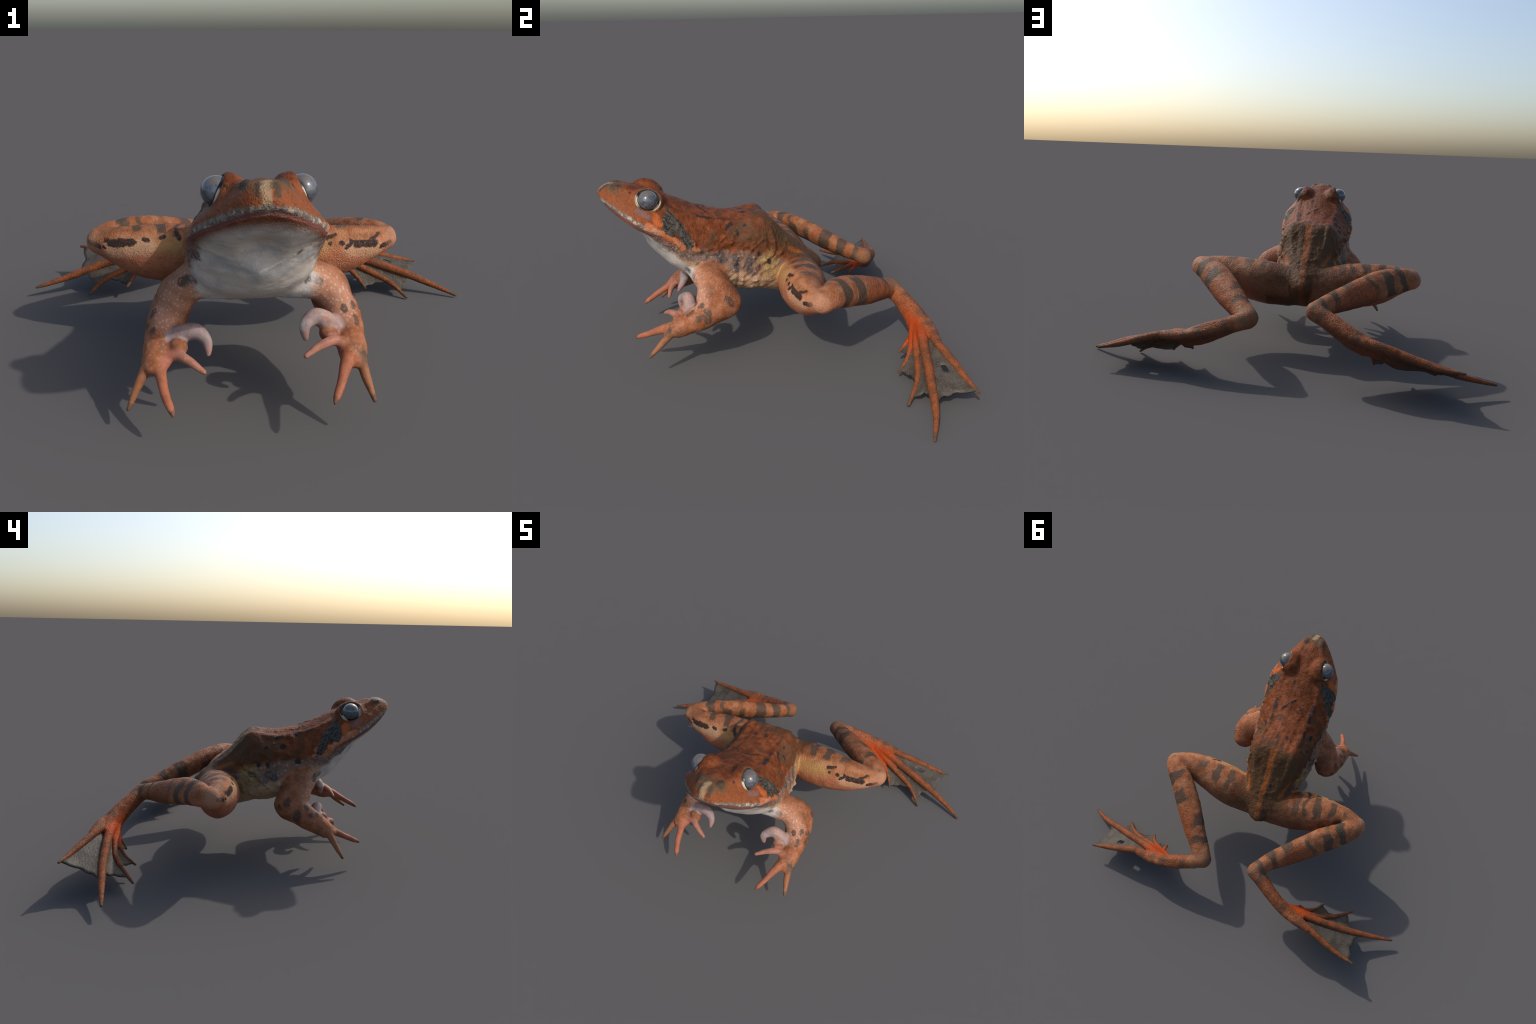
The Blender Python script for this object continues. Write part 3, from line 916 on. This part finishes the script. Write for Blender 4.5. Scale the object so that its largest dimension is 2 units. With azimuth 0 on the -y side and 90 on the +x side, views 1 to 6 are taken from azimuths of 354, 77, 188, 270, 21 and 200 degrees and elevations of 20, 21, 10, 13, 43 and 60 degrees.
        knee = g.union([g.capsule(W, (0.535, 0.07, 0.42), (0.535, 0.07, 0.42), 0.045, 0.02), g.capsule(W, (-0.64, 0.11, 0.43), (-0.64, 0.11, 0.43), 0.045, 0.02)])
        col = g.mix(g.m("MULTIPLY", knee, 0.45), col, (0.44, 0.260, 0.170))
    limb_col = col

    # --- fore limbs ---------------------------------------------------------------
    arm_col = None
    if front:
        arm_col = g.mix(g.step(n_mid, 0.38, 0.66), (0.250, 0.082, 0.032), (0.330, 0.130, 0.066))
        arm_col = g.mix(g.m("MULTIPLY", g.step(n_fine, 0.56, 0.68), 0.35), arm_col, (0.17, 0.075, 0.040))
        arm_col = g.mix(g.m("MULTIPLY", g.step(n_patch, 0.50, 0.66), 0.5), arm_col, (0.120, 0.060, 0.034))
        # inner, forward face of the upper arm is pale flesh with light grains
        inner = g.union([g.capsule(W, (0.165, -0.43, 0.425), (0.215, -0.415, 0.37), 0.070, 0.030), g.capsule(W, (-0.27, -0.42, 0.43), (-0.33, -0.385, 0.35), 0.070, 0.030)])
        arm_col = g.mix(g.m("MULTIPLY", inner, 0.75), arm_col, (0.45, 0.230, 0.150))
        grains = g.step(g.voronoi(75), 0.42, 0.22)
        arm_col = g.mix(g.mul(inner, grains, 0.65), arm_col, (0.56, 0.370, 0.270))
        arm_col = g.mix(g.mul(grains, g.step(n_big, 0.4, 0.6), 0.25), arm_col, (0.48, 0.260, 0.170))
        dark = []
        for a, b, r in (((0.242, -0.414, 0.350), (0.246, -0.420, 0.345), 0.013), ((0.303, -0.376, 0.329), (0.312, -0.374, 0.284), 0.017), ((0.286, -0.278, 0.370), (0.29, -0.262, 0.345), 0.016),
                        ((0.119, -0.425, 0.459), (0.158, -0.412, 0.444), 0.013), ((0.281, -0.547, 0.247), (0.283, -0.56, 0.23), 0.015), ((0.276, -0.396, 0.349), (0.278, -0.402, 0.345), 0.014),
                        ((0.277, -0.437, 0.324), (0.274, -0.460, 0.310), 0.010), ((0.300, -0.40, 0.305), (0.303, -0.42, 0.295), 0.014),
                        ((-0.385, -0.349, 0.328), (-0.388, -0.352, 0.320), 0.014), ((-0.380, -0.405, 0.290), (-0.384, -0.41, 0.28), 0.011), ((-0.411, -0.307, 0.299), (-0.405, -0.296, 0.255), 0.019),
                        ((-0.381, -0.252, 0.356), (-0.384, -0.25, 0.34), 0.016), ((-0.266, -0.400, 0.458), (-0.285, -0.39, 0.445), 0.016), ((-0.374, -0.204, 0.322), (-0.376, -0.21, 0.31), 0.014),
                        ((-0.405, -0.37, 0.29), (-0.41, -0.375, 0.28), 0.012)):
            dark.append(g.capsule(W, a, b, r, 0.004))
        arm_col = g.mix(g.m("MULTIPLY", g.union(dark), g.step(n_fine, 0.32, 0.48, 0.25, 0.9)), arm_col, (0.075, 0.052, 0.038))
        # hands: pinkish fingers, grey swollen thumbs, red palms
        for sd in "LR":
            F = FINGERS[sd]
            for i, rows in enumerate(F):
                q = np.asarray(rows)[:, :3]
                c = {0: (0.33, 0.265, 0.260), 1: (0.42, 0.190, 0.135), 2: (0.38, 0.130, 0.072), 3: (0.28, 0.120, 0.058)}[i]
                segs = [g.capsule(W, q[k], q[k + 1], 0.034 if i == 0 and k < 3 else 0.024, 0.008) for k in range(0 if i == 0 else 1, len(q) - 1)]
                arm_col = g.mix(g.m("MULTIPLY", g.union(segs), 0.85), arm_col, g.mix(g.step(n_mid, 0.42, 0.60), c, tuple(0.72 * v for v in c)))
                if i == 0:
                    tipc = g.capsule(W, q[-2], q[-1], 0.020, 0.008)
                    arm_col = g.mix(g.m("MULTIPLY", tipc, 0.6), arm_col, (0.40, 0.200, 0.150))
                if i > 1:
                    d = (q[-1] - q[-2]) / np.linalg.norm(q[-1] - q[-2])
                    arm_col = g.mix(g.m("MULTIPLY", g.capsule(W, q[-1] - 0.006 * d, q[-1], 0.014, 0.005), 0.8), arm_col, (0.10, 0.062, 0.040))
            palm = ((0.185, -0.468, 0.268), (0.215, -0.512, 0.245)) if sd == "L" else ((-0.305, -0.445, 0.225), (-0.340, -0.475, 0.200))
            arm_col = g.mix(g.m("MULTIPLY", g.capsule(W, *palm, 0.028, 0.014), 0.6), arm_col, (0.36, 0.110, 0.085))

    # --- trunk and head ----------------------------------------------------------------
    tr = g.mix(g.step(n_mid, 0.36, 0.64), BACK, BACK_LIGHT)
    tr = g.mix(g.mul(g.step(n_big, 0.50, 0.62), g.step(n_mid, 0.38, 0.55), g.step(s, 0.80, 0.62, 0.15, 0.75)), tr, OLIVE)
    # rump: dark olive, rusty mid stripe and side streaks
    rump = g.mul(g.step(s, 0.42, 0.36), g.step(g.m("ADD", ax, g.m("MULTIPLY", n_mid, 0.02)), 0.15, 0.13))
    streak = g.m("MULTIPLY", g.m("ABSOLUTE", g.m("SUBTRACT", g.m("ADD", x, g.m("MULTIPLY", n_mid, 0.03)), 0.018)), 1.0)
    tr = g.mix(g.m("MULTIPLY", rump, g.step(n_mid, 0.30, 0.52, 0.45, 0.9)), tr, (0.085, 0.046, 0.020))
    tr = g.mix(g.mul(rump, g.step(streak, 0.022, 0.010), g.step(n_fine, 0.3, 0.5, 0.45, 0.9)), tr, (0.30, 0.085, 0.020))
    tr = g.mix(g.mul(rump, g.union([g.capsule(W, body_point(0.249, 0.026, -0.133), body_point(0.15, 0.02, -0.090), 0.012, 0.008),
                                    g.capsule(W, body_point(0.215, 0.03, 0.110), body_point(0.14, 0.02, 0.092), 0.011, 0.008)]), 0.8), tr, (0.32, 0.085, 0.020))
    # upper flank behind the hump: olive
    tr = g.mix(g.m("MULTIPLY", g.union([g.capsule(W, bp(0.47, 0.05, sd), bp(0.30, 0.05, sd), 0.060, 0.035) for sd in (1, -1)]), g.step(n_mid, 0.34, 0.58, 0.1, 0.75)), tr, (0.080, 0.046, 0.024))
    # lower flank: greyish flesh with pale warts and slate blotches, then cream belly
    hw = g.m("ADD", h, g.m("MULTIPLY", g.m("SUBTRACT", n_mid, 0.5), 0.07))
    line = g.m("ADD", -0.020, g.m("MULTIPLY", g.step(s, 0.30, 0.75), -0.062))
    fl = g.mul(g.step(g.m("SUBTRACT", hw, line), 0.012, -0.022), g.step(s, 0.16, 0.26))
    fl_col = g.mix(g.step(n_mid, 0.42, 0.60), FLANK, (0.15, 0.105, 0.085))
    warts = g.mul(g.step(g.voronoi(52), 0.40, 0.22), g.step(n_big, 0.30, 0.50))
    fl_col = g.mix(g.m("MULTIPLY", warts, 0.85), fl_col, WART)
    tr = g.mix(fl, tr, fl_col)
    groin = g.union([g.capsule(W, bp(0.30, -0.06, sd), bp(0.25, -0.15, sd), 0.052, 0.030) for sd in (1, -1)])
    tr = g.mix(g.m("MULTIPLY", groin, g.step(n_mid, 0.30, 0.62, 0.15, 0.8)), tr, YELLOW)
    be = g.m("MULTIPLY", g.step(hw, -0.120, -0.150), g.step(s, 0.02, 0.10))
    tr = g.mix(be, tr, g.mix(g.step(n_mid, 0.40, 0.64), BELLY, (0.40, 0.260, 0.150)))
    # throat and chest: white with grey clouds
    th_line = g.profile(s, (0.55, 0.66, 0.78, 0.86, 0.96, 1.03, 1.12, 1.14), (-0.20, -0.160, -0.118, -0.086, -0.071, -0.060, -0.044, -0.044))
    h3 = g.m("ADD", h, g.m("MULTIPLY", g.m("SUBTRACT", n_mid, 0.5), g.m("MULTIPLY", g.step(s, 0.95, 0.75), 0.06)))
    throat = g.mul(g.step(g.m("SUBTRACT", h3, th_line), 0.010, -0.014), g.step(s, 0.46, 0.58))
    tr = g.mix(throat, tr, g.mix(g.step(g.noise(11, 4, 0.6), 0.46, 0.66), THROAT, CLOUD))
    if front:
        # cheek below the gland ridge: grey pink
        cheek = g.union([g.capsule(W, bp(0.84, -0.085, sd), bp(0.68, -0.115, sd), 0.028, 0.016) for sd in (1, -1)])
        tr = g.mix(g.m("MULTIPLY", cheek, 0.75), tr, g.mix(g.step(n_fine, 0.42, 0.60), (0.26, 0.170, 0.135), (0.10, 0.075, 0.062)))
        # orange face
        lip_h = g.profile(s, [q[0] for q in LIP[::-1]], [q[1] for q in LIP[::-1]])
        above = g.m("SUBTRACT", h, lip_h)
        face = g.mul(g.step(s, 0.84, 0.92), g.step(h, 0.075, 0.050), g.step(above, -0.004, 0.004))
        tr = g.mix(g.m("MULTIPLY", face, 0.65), tr, g.mix(g.step(n_fine, 0.45, 0.65), (0.270, 0.080, 0.028), (0.190, 0.060, 0.024)))
        lid = g.union([g.capsule(W, bp(0.875, 0.005, sd), bp(0.86, -0.02, sd), 0.018, 0.010) for sd in (1, -1)])
        tr = g.mix(g.m("MULTIPLY", lid, 0.9), tr, (0.46, 0.110, 0.028))
        # snout: olive with dark smudges at the nostrils and a pale bridge
        snout = g.step(s, 1.02, 1.08)
        top = g.step(h, 0.015, 0.045)
        tr = g.mix(g.mul(snout, top, g.step(n_mid, 0.30, 0.56, 0.3, 0.9)), tr, (0.105, 0.066, 0.034))
        smudge = g.union([g.capsule(W, body_point(1.077, 0.052, sd * 0.050), body_point(1.062, 0.055, sd * 0.046), 0.018, 0.008) for sd in (1, -1)]
                         + [g.capsule(W, body_point(1.104, 0.046, sd * 0.024), body_point(1.126, 0.016, sd * 0.025), 0.009, 0.005) for sd in (1, -1)])
        tr = g.mix(g.m("MULTIPLY", smudge, 0.85), tr, (0.052, 0.043, 0.030))
        tr = g.mix(g.m("MULTIPLY", g.capsule(W, body_point(1.095, 0.055, -0.001), body_point(1.135, -0.004, -0.005), 0.014, 0.006), 0.75), tr, (0.35, 0.250, 0.145))
        # upper lip: grey stripe with cream gaps, red mouth line, pale lower lip
        dlip = []
        for sd in (1, -1):
            for (s0, h0), (s1, h1) in zip(LIP[1:-1], LIP[2:]):
                dlip.append((bp(s0, h0, sd), bp(s1, h1, sd)))
        dlip.append((bp(1.106, -0.031, 1), body_point(1.118, -0.028, 0)))
        dlip.append((bp(1.106, -0.031, -1), body_point(1.118, -0.028, 0)))
        lipzone = g.mul(g.union([g.capsule(W, a, b, 0.024, 0.006) for a, b in dlip]), g.step(s, 0.76, 0.82), g.step(above, -0.006, 0.002))
        lipcol = g.mix(g.step(g.noise(44, 3, 0.5), 0.56, 0.64), g.mix(g.step(n_fine, 0.4, 0.6), (0.130, 0.108, 0.088), (0.225, 0.190, 0.158)), (0.40, 0.330, 0.250))
        tr = g.mix(lipzone, tr, lipcol)
        redlip = g.mul(g.union([g.capsule(P, a, b, 0.0058, 0.002) for a, b in dlip]), g.step(s, 0.74, 0.80))
        tr = g.mix(redlip, tr, LIP_RED)
        # gland ridge: bright orange
        gland = []
        for sd in (1, -1):
            path = ((0.90, -0.040), (0.86, -0.045), (0.80, -0.056), (0.75, -0.072), (0.715, -0.088))
            pts = [bp(a, b, sd) for a, b in path]
            gland += [g.capsule(W, a, b, 0.015, 0.004) for a, b in zip(pts[:-1], pts[1:])]
            gland.append(g.capsule(W, bp(0.692, -0.052, sd), bp(0.664, -0.078, sd), 0.012, 0.003))
        tr = g.mix(g.m("MULTIPLY", g.union(gland), 0.9), tr, g.mix(g.step(n_mid, 0.4, 0.6), (0.46, 0.130, 0.042), (0.48, 0.200, 0.105)))
        # dark temple patch around the eardrum
        temple = []
        for sd in (1, -1):
            temple += [g.capsule(W, bp(0.812, 0.010, sd), bp(0.800, -0.022, sd), 0.036, 0.003), g.capsule(W, bp(0.78, 0.005, sd), bp(0.700, -0.066, sd), 0.022, 0.003),
                       g.capsule(W, bp(0.85, 0.045, sd), bp(0.82, 0.03, sd), 0.010, 0.003)]
        tcol = g.mix(g.step(n_fine, 0.40, 0.62), (0.030, 0.027, 0.024), (0.090, 0.078, 0.060))
        tr = g.mix(g.union(temple), tr, tcol)
        # black dashes along the folds, spots on flanks and back
        marks = []
        for a, b, r in (((0.686, 0.049, 0.104), (0.633, 0.055, 0.100), 0.0105), ((0.604, 0.058, 0.098), (0.558, 0.069, 0.098), 0.006), ((0.543, 0.044, 0.130), (0.530, 0.062, 0.119), 0.010),
                        ((0.486, 0.028, 0.165), (0.494, 0.042, 0.153), 0.007), ((0.462, 0.078, 0.131), (0.466, 0.075, 0.131), 0.008), ((0.362, -0.025, 0.184), (0.360, -0.030, 0.184), 0.010),
                        ((0.345, -0.081, 0.181), (0.345, -0.085, 0.181), 0.010), ((0.305, -0.046, 0.169), (0.30, -0.05, 0.169), 0.012), ((0.404, -0.020, 0.191), (0.402, -0.02, 0.191), 0.008),
                        ((0.643, 0.066, 0.054), (0.706, 0.072, -0.004), 0.006), ((0.677, 0.069, -0.036), (0.640, 0.063, -0.063), 0.0055),
                        ((0.700, 0.043, -0.118), (0.676, 0.045, -0.115), 0.010), ((0.650, 0.050, -0.109), (0.594, 0.047, -0.118), 0.010), ((0.545, 0.061, -0.117), (0.509, 0.066, -0.118), 0.009),
                        ((0.524, 0.018, -0.162), (0.530, 0.014, -0.162), 0.015), ((0.441, 0.047, -0.169), (0.441, 0.042, -0.170), 0.011), ((0.418, -0.039, -0.194), (0.418, -0.041, -0.194), 0.014),
                        ((0.372, -0.028, -0.186), (0.37, -0.028, -0.186), 0.011), ((0.576, -0.077, -0.200), (0.576, -0.074, -0.200), 0.014), ((0.473, 0.107, -0.031), (0.476, 0.106, -0.031), 0.009),
                        ((0.464, 0.111, 0.019), (0.470, 0.109, 0.021), 0.011), ((0.545, 0.033, 0.141), (0.54, 0.036, 0.141), 0.007), ((0.427, 0.091, -0.144), (0.42, 0.09, -0.146), 0.010),
                        ((0.195, 0.070, -0.034), (0.193, 0.070, -0.034), 0.009), ((0.045, 0.015, -0.037), (0.05, 0.018, -0.037), 0.012), ((0.133, 0.050, -0.023), (0.14, 0.05, -0.023), 0.009),
                        ((0.815, 0.072, 0.03), (0.80, 0.072, 0.035), 0.008), ((1.005, 0.055, 0.082), (1.003, 0.055, 0.082), 0.006), ((0.992, 0.060, -0.094), (0.99, 0.06, -0.094), 0.006)):
            marks.append(g.capsule(W, on_skin(*a), on_skin(*b), r, 0.0035))
        tr = g.mix(g.m("MULTIPLY", g.union(marks), 0.92), tr, BLACK)
        slate = []
        for a, b, r in (((0.548, -0.074, 0.199), (0.54, -0.09, 0.200), 0.022), ((0.470, -0.069, 0.199), (0.455, -0.10, 0.199), 0.019), ((0.400, -0.074, 0.193), (0.39, -0.10, 0.19), 0.019),
                        ((0.50, -0.15, 0.20), (0.49, -0.16, 0.20), 0.012), ((0.403, -0.090, -0.193), (0.42, -0.11, -0.195), 0.024), ((0.315, -0.057, -0.172), (0.33, -0.07, -0.175), 0.016),
                        ((0.218, 0.011, -0.128), (0.20, 0.0, -0.125), 0.014), ((0.224, -0.054, -0.152), (0.215, -0.06, -0.152), 0.014), ((0.812, -0.109, -0.193), (0.80, -0.12, -0.19), 0.014),
                        ((0.873, -0.114, 0.161), (0.868, -0.118, 0.160), 0.010), ((0.635, -0.177, -0.199), (0.65, -0.18, -0.19), 0.018), ((0.641, -0.191, 0.206), (0.66, -0.19, 0.18), 0.016)):
            slate.append(g.capsule(W, on_skin(*a), on_skin(*b), r, 0.006))
        tr = g.mix(g.m("MULTIPLY", g.union(slate), g.step(n_fine, 0.34, 0.54, 0.25, 0.85)), tr, (0.060, 0.055, 0.055))
        # cream inner rim of the eyelid, in front and behind; dusky above and below
        for sd, (look, dome, centre) in EYES.items():
            rr = g.axis_dist(P, centre, look)
            ea = AX - look * (AX @ look)
            ea /= np.linalg.norm(ea)
            along = g.m("ABSOLUTE", g.v("DOT_PRODUCT", g.v("SUBTRACT", P, centre), ea))
            oval = g.m("SUBTRACT", rr, g.m("MULTIPLY", along, 0.125))
            eb = np.cross(look, ea) * (1 if np.cross(look, ea)[2] > 0 else -1)
            low = g.step(g.v("DOT_PRODUCT", g.v("SUBTRACT", P, centre), eb), 0.016, 0.006)
            rim = g.mul(g.step(oval, 0.0512, 0.0490), g.step(g.v("DISTANCE", P, dome), 0.075, 0.070))
            ends = g.m("MULTIPLY", g.step(along, 0.028, 0.042), low)
            tr = g.mix(rim, tr, g.mix(ends, (0.120, 0.078, 0.055), (0.44, 0.400, 0.300)))
            under = g.capsule(W, bp(0.955, 0.004, 1 if sd == "L" else -1), bp(0.905, -0.006, 1 if sd == "L" else -1), 0.013, 0.008)
            tr = g.mix(g.m("MULTIPLY", under, 0.6), tr, (0.170, 0.115, 0.115))
        arm_zone = g.union([g.capsule(W, (0.165, -0.335, 0.425), (0.225, -0.28, 0.345), 0.086, 0.012), g.capsule(W, (-0.265, -0.33, 0.430), (-0.32, -0.265, 0.335), 0.086, 0.012)])
        if arm:      # everything beyond the shoulder belongs to the arm
            beyond = g.m("MINIMUM", g.step(g.v("DISTANCE", W, (0.11, -0.345, 0.445)), 0.085, 0.100), g.step(g.v("DISTANCE", W, (-0.215, -0.340, 0.450)), 0.085, 0.100))
            arm_zone = g.m("MAXIMUM", arm_zone, g.m("MULTIPLY", beyond, g.m("MAXIMUM", g.step(ax, 0.140, 0.165), g.step(pz, 0.315, 0.300))))
        tr = g.mix(arm_zone, tr, arm_col)
    hip = g.union([g.capsule(P, (0.11, 0.10, 0.352), (0.53, 0.085, 0.42), 0.111, 0.003), g.capsule(P, (-0.222, 0.118, 0.356), (-0.62, 0.12, 0.43), 0.111, 0.003),
                   g.step(py, 0.20, 0.215) if not front else g.step(py, 0.30, 0.31)])
    if not front:
        away = g.step(ax, 0.19, 0.20)
        hip = g.union([hip, away])
    col = g.mix(hip, tr, limb_col)
    # rear of the thighs and vent: dark granular
    seat = g.mul(g.step(g.v("DOT_PRODUCT", nrm, (0, 1, 0)), 0.35, 0.75), g.step(py, 0.12, 0.16), g.step(py, 0.34, 0.30), g.step(ax, 0.34, 0.22))
    col = g.mix(g.m("MULTIPLY", seat, 0.6), col, g.mix(g.step(n_fine, 0.42, 0.62), (0.070, 0.033, 0.016), (0.140, 0.056, 0.027)))
    # fine grain in the colour
    col = g.mix(g.m("MULTIPLY", g.step(n_grain, 0.40, 0.66), 0.28), col, g.mix(0.5, col, (0.05, 0.03, 0.02)))
    g.put(g.bsdf.inputs["Base Color"], col)
    g.put(g.bsdf.inputs["Roughness"], g.step(n_fine, 0.3, 0.7, 0.38, 0.60))
    g.put(g.bsdf.inputs["Specular IOR Level"], 0.10)
    hgt = g.m("ADD", g.m("MULTIPLY", n_fine, 0.7), g.m("MULTIPLY", n_grain, 0.75))
    hgt = g.m("ADD", hgt, g.m("MULTIPLY", g.step(g.voronoi(120), 0.5, 0.1), 0.35))
    b = g.node("ShaderNodeBump")
    g.put(b.inputs["Strength"], g.m("SUBTRACT", 0.75, g.m("MULTIPLY", throat, 0.60)))
    g.put(b.inputs["Distance"], 0.0045)
    g.put(b.inputs["Height"], hgt)
    g.put(g.bsdf.inputs["Normal"], b.outputs[0])
    print(name, "nodes", len(g.nt.nodes))
    return g.mat


def web_material():
    g = Graph("web_membrane")
    n1, n2 = g.noise(20, 4), g.noise(150, 3)
    col = g.mix(g.step(n1, 0.35, 0.65), (0.095, 0.082, 0.066), (0.062, 0.050, 0.038))
    col = g.mix(g.step(g.voronoi(130), 0.35, 0.15, 0.0, 0.6), col, (0.17, 0.155, 0.135))
    col = g.mix(g.step(n2, 0.58, 0.70, 0.0, 0.4), col, (0.24, 0.100, 0.050))
    g.put(g.bsdf.inputs["Base Color"], col)
    g.put(g.bsdf.inputs["Roughness"], 0.45)
    g.put(g.bsdf.inputs["Specular IOR Level"], 0.15)
    b = g.node("ShaderNodeBump")
    g.put(b.inputs["Strength"], 0.6)
    g.put(b.inputs["Distance"], 0.004)
    g.put(b.inputs["Height"], g.m("ADD", n2, g.noise(60, 3)))
    g.put(g.bsdf.inputs["Normal"], b.outputs[0])
    tl = g.node("ShaderNodeBsdfTranslucent")
    g.put(tl.inputs["Color"], col)
    mx = g.node("ShaderNodeMixShader")
    g.put(mx.inputs[0], 0.2)
    g.nt.links.new(g.bsdf.outputs[0], mx.inputs[1])
    g.nt.links.new(tl.outputs[0], mx.inputs[2])
    g.nt.links.new(mx.outputs[0], g.nt.nodes["Material Output"].inputs["Surface"])
    return g.mat


def eye_materials():
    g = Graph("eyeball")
    rr = g.m("MINIMUM", *[g.axis_dist(g.P, centre, look) for look, dome, centre in EYES.values()])
    ends = g.step(g.m("ABSOLUTE", g.v("DOT_PRODUCT", g.v("SUBTRACT", g.P, EYES["L"][2]), AX)), 0.022, 0.036)
    up = g.m("SUBTRACT", g.v("DOT_PRODUCT", g.v("SUBTRACT", g.P, EYES["L"][2]), UP), 0.0)
    ends = g.m("MULTIPLY", ends, g.step(up, 0.014, 0.004))
    dark = g.mix(g.step(up, 0.020, 0.034), (0.010, 0.009, 0.008), (0.050, 0.040, 0.024))
    g.put(g.bsdf.inputs["Base Color"], g.mix(g.m("MULTIPLY", ends, g.step(rr, 0.0450, 0.0465)), dark, (0.50, 0.460, 0.350)))
    g.put(g.bsdf.inputs["Roughness"], 0.25)
    c = Graph("cornea")
    pz = c.v("DOT_PRODUCT", c.v("SUBTRACT", c.P, body_point(EYE_S, EYE_H, 0)), (0, 0, 1))
    n = c.noise(60, 4, 0.6)
    col = c.mix(c.step(n, 0.35, 0.65), (0.050, 0.057, 0.072), (0.105, 0.115, 0.132))
    zz = c.m("ADD", pz, c.m("MULTIPLY", c.m("SUBTRACT", n, 0.5), 0.02))
    col = c.mix(c.step(zz, 0.020, 0.034, 0.0, 0.75), col, (0.130, 0.105, 0.080))
    col = c.mix(c.step(zz, -0.026, -0.036, 0.0, 0.8), col, (0.190, 0.140, 0.090))
    c.put(c.bsdf.inputs["Base Color"], col)
    c.put(c.bsdf.inputs["Roughness"], 0.16)
    c.put(c.bsdf.inputs["Coat Weight"], 0.6)
    c.put(c.bsdf.inputs["Coat Roughness"], 0.08)
    return g.mat, c.mat


MAT_SKIN = skin_material("frog_skin", True)
MAT_ARM = skin_material("frog_arm_skin", True, True)
MAT_LEG = skin_material("frog_leg_skin", False)
MAT_WEB = web_material()
MAT_EYE, MAT_CORNEA = eye_materials()

# ----------------------------------------------------------------------------
# 5. OBJECTS
# ----------------------------------------------------------------------------
coll = bpy.context.scene.collection


def add(name, me, parent=None):
    o = bpy.data.objects.new(name, me)
    coll.objects.link(o)
    if parent is not None:
        o.parent = parent
    return o


frog = add("frog", None)
frog["label"] = "orange brown frog mid stride with dark banded legs"
frog["category"] = "frog"

FL = VL[Q]
face_label = np.array([np.bincount(r).argmax() for r in FL])


def part(label, name, parent, mat=None):
    if label not in LABELS:
        return None
    f = Q[face_label == LABELS.index(label)]
    used, inv = np.unique(f, return_inverse=True)
    me = bpy.data.meshes.new(name)
    me.from_pydata(V[used].tolist(), [], inv.reshape(-1, 4).tolist())
    me.polygons.foreach_set("use_smooth", np.ones(len(f), bool))
    me.update()
    me.normals_split_custom_set_from_vertices(N[used].tolist())
    me.materials.append(mat or MAT_SKIN)
    return add(name, me, parent)


head = part("head", "head", frog)
torso = part("torso", "torso", frog)
for sd in "LR":
    arm = part(f"forelimb.{sd}", "forelimb", frog, MAT_ARM)
    part(f"hand.{sd}", "hand", arm, MAT_ARM)
    for i in range(4):
        part(f"finger{i}.{sd}", "finger", arm, MAT_ARM)
    leg = part(f"hindlimb.{sd}", "hindlimb", frog, MAT_LEG)
    part(f"shank.{sd}", "lower_leg", leg, MAT_LEG)
    part(f"foot.{sd}", "foot", leg, MAT_LEG)
    for i in range(5):
        part(f"toe{i}.{sd}", "toe", leg, MAT_LEG)

    # webs: thin sheets stretched between neighbouring toes
    for i, (fa, fb) in enumerate(((0.92, 0.55), (0.96, 0.76), (0.92, 0.69), (0.75, 0.975))):
        NU, NV = 22, 12
        A = spline(TOES[sd][i], 60)
        B = spline(TOES[sd][i + 1], 60)
        verts, faces = [], []
        for u in range(NU + 1):
            for v in range(NV + 1):
                q = v / NV
                # free edge bows inwards between the toes and is slightly ragged
                reach = (fa * (1 - q) + fb * q) * (1 - 0.07 * math.sin(math.pi * q)) + 0.010 * math.sin(q * 17 + i * 2.1) * math.sin(math.pi * q)
                t = 0.12 + (reach - 0.12) * u / NU
                a = np.array([np.interp(t * 59, range(60), A[:, k]) for k in range(3)])
                b = np.array([np.interp(t * 59, range(60), B[:, k]) for k in range(3)])
                p = a * (1 - q) + b * q
                p[2] -= (0.008, 0.010, 0.010, 0.008)[i] * math.sin(math.pi * q)
                verts.append(p)
        hole = (sd == "L" and i == 3)
        for u in range(NU):
            for v in range(NV):
                if hole and u in (14, 15) and v in (7, 8):
                    continue
                a = u * (NV + 1) + v
                faces.append((a, a + 1, a + NV + 2, a + NV + 1))
        me = bpy.data.meshes.new("web")
        me.from_pydata([tuple(p) for p in verts], [], faces)
        me.materials.append(MAT_WEB)
        tmp = bpy.data.objects.new("web_tmp", me)
        coll.objects.link(tmp)
        mod = tmp.modifiers.new("thick", "SOLIDIFY")
        mod.thickness = 0.007
        mod.offset = 0
        dg = bpy.context.evaluated_depsgraph_get()
        me2 = bpy.data.meshes.new_from_object(tmp.evaluated_get(dg))
        me2.name = "web"
        bpy.data.objects.remove(tmp)
        me2.polygons.foreach_set("use_smooth", np.ones(len(me2.polygons), bool))
        add("web", me2, leg)


def sphere(name, c, r, mat, parent, seg=48, ring=32, frame=np.eye(3)):
    import bmesh
    bm = bmesh.new()
    bmesh.ops.create_uvsphere(bm, u_segments=seg, v_segments=ring, radius=r)
    for v in bm.verts:
        v.co = Vector(np.asarray(c) + frame[0] * v.co.x + frame[1] * v.co.y + frame[2] * v.co.z)
    me = bpy.data.meshes.new(name)
    bm.to_mesh(me)
    bm.free()
    me.polygons.foreach_set("use_smooth", np.ones(len(me.polygons), bool))
    me.materials.append(mat)
    return add(name, me, parent)


for sd, (look, dome, centre) in EYES.items():
    ea = AX - look * (AX @ look)
    ea /= np.linalg.norm(ea)
    sphere("eye", centre, 1.0, MAT_EYE, head, frame=(ea * 0.0575, np.cross(look, ea) * 0.0505, look * 0.0480))
    sphere("cornea", dome, 0.0435, MAT_CORNEA, head)
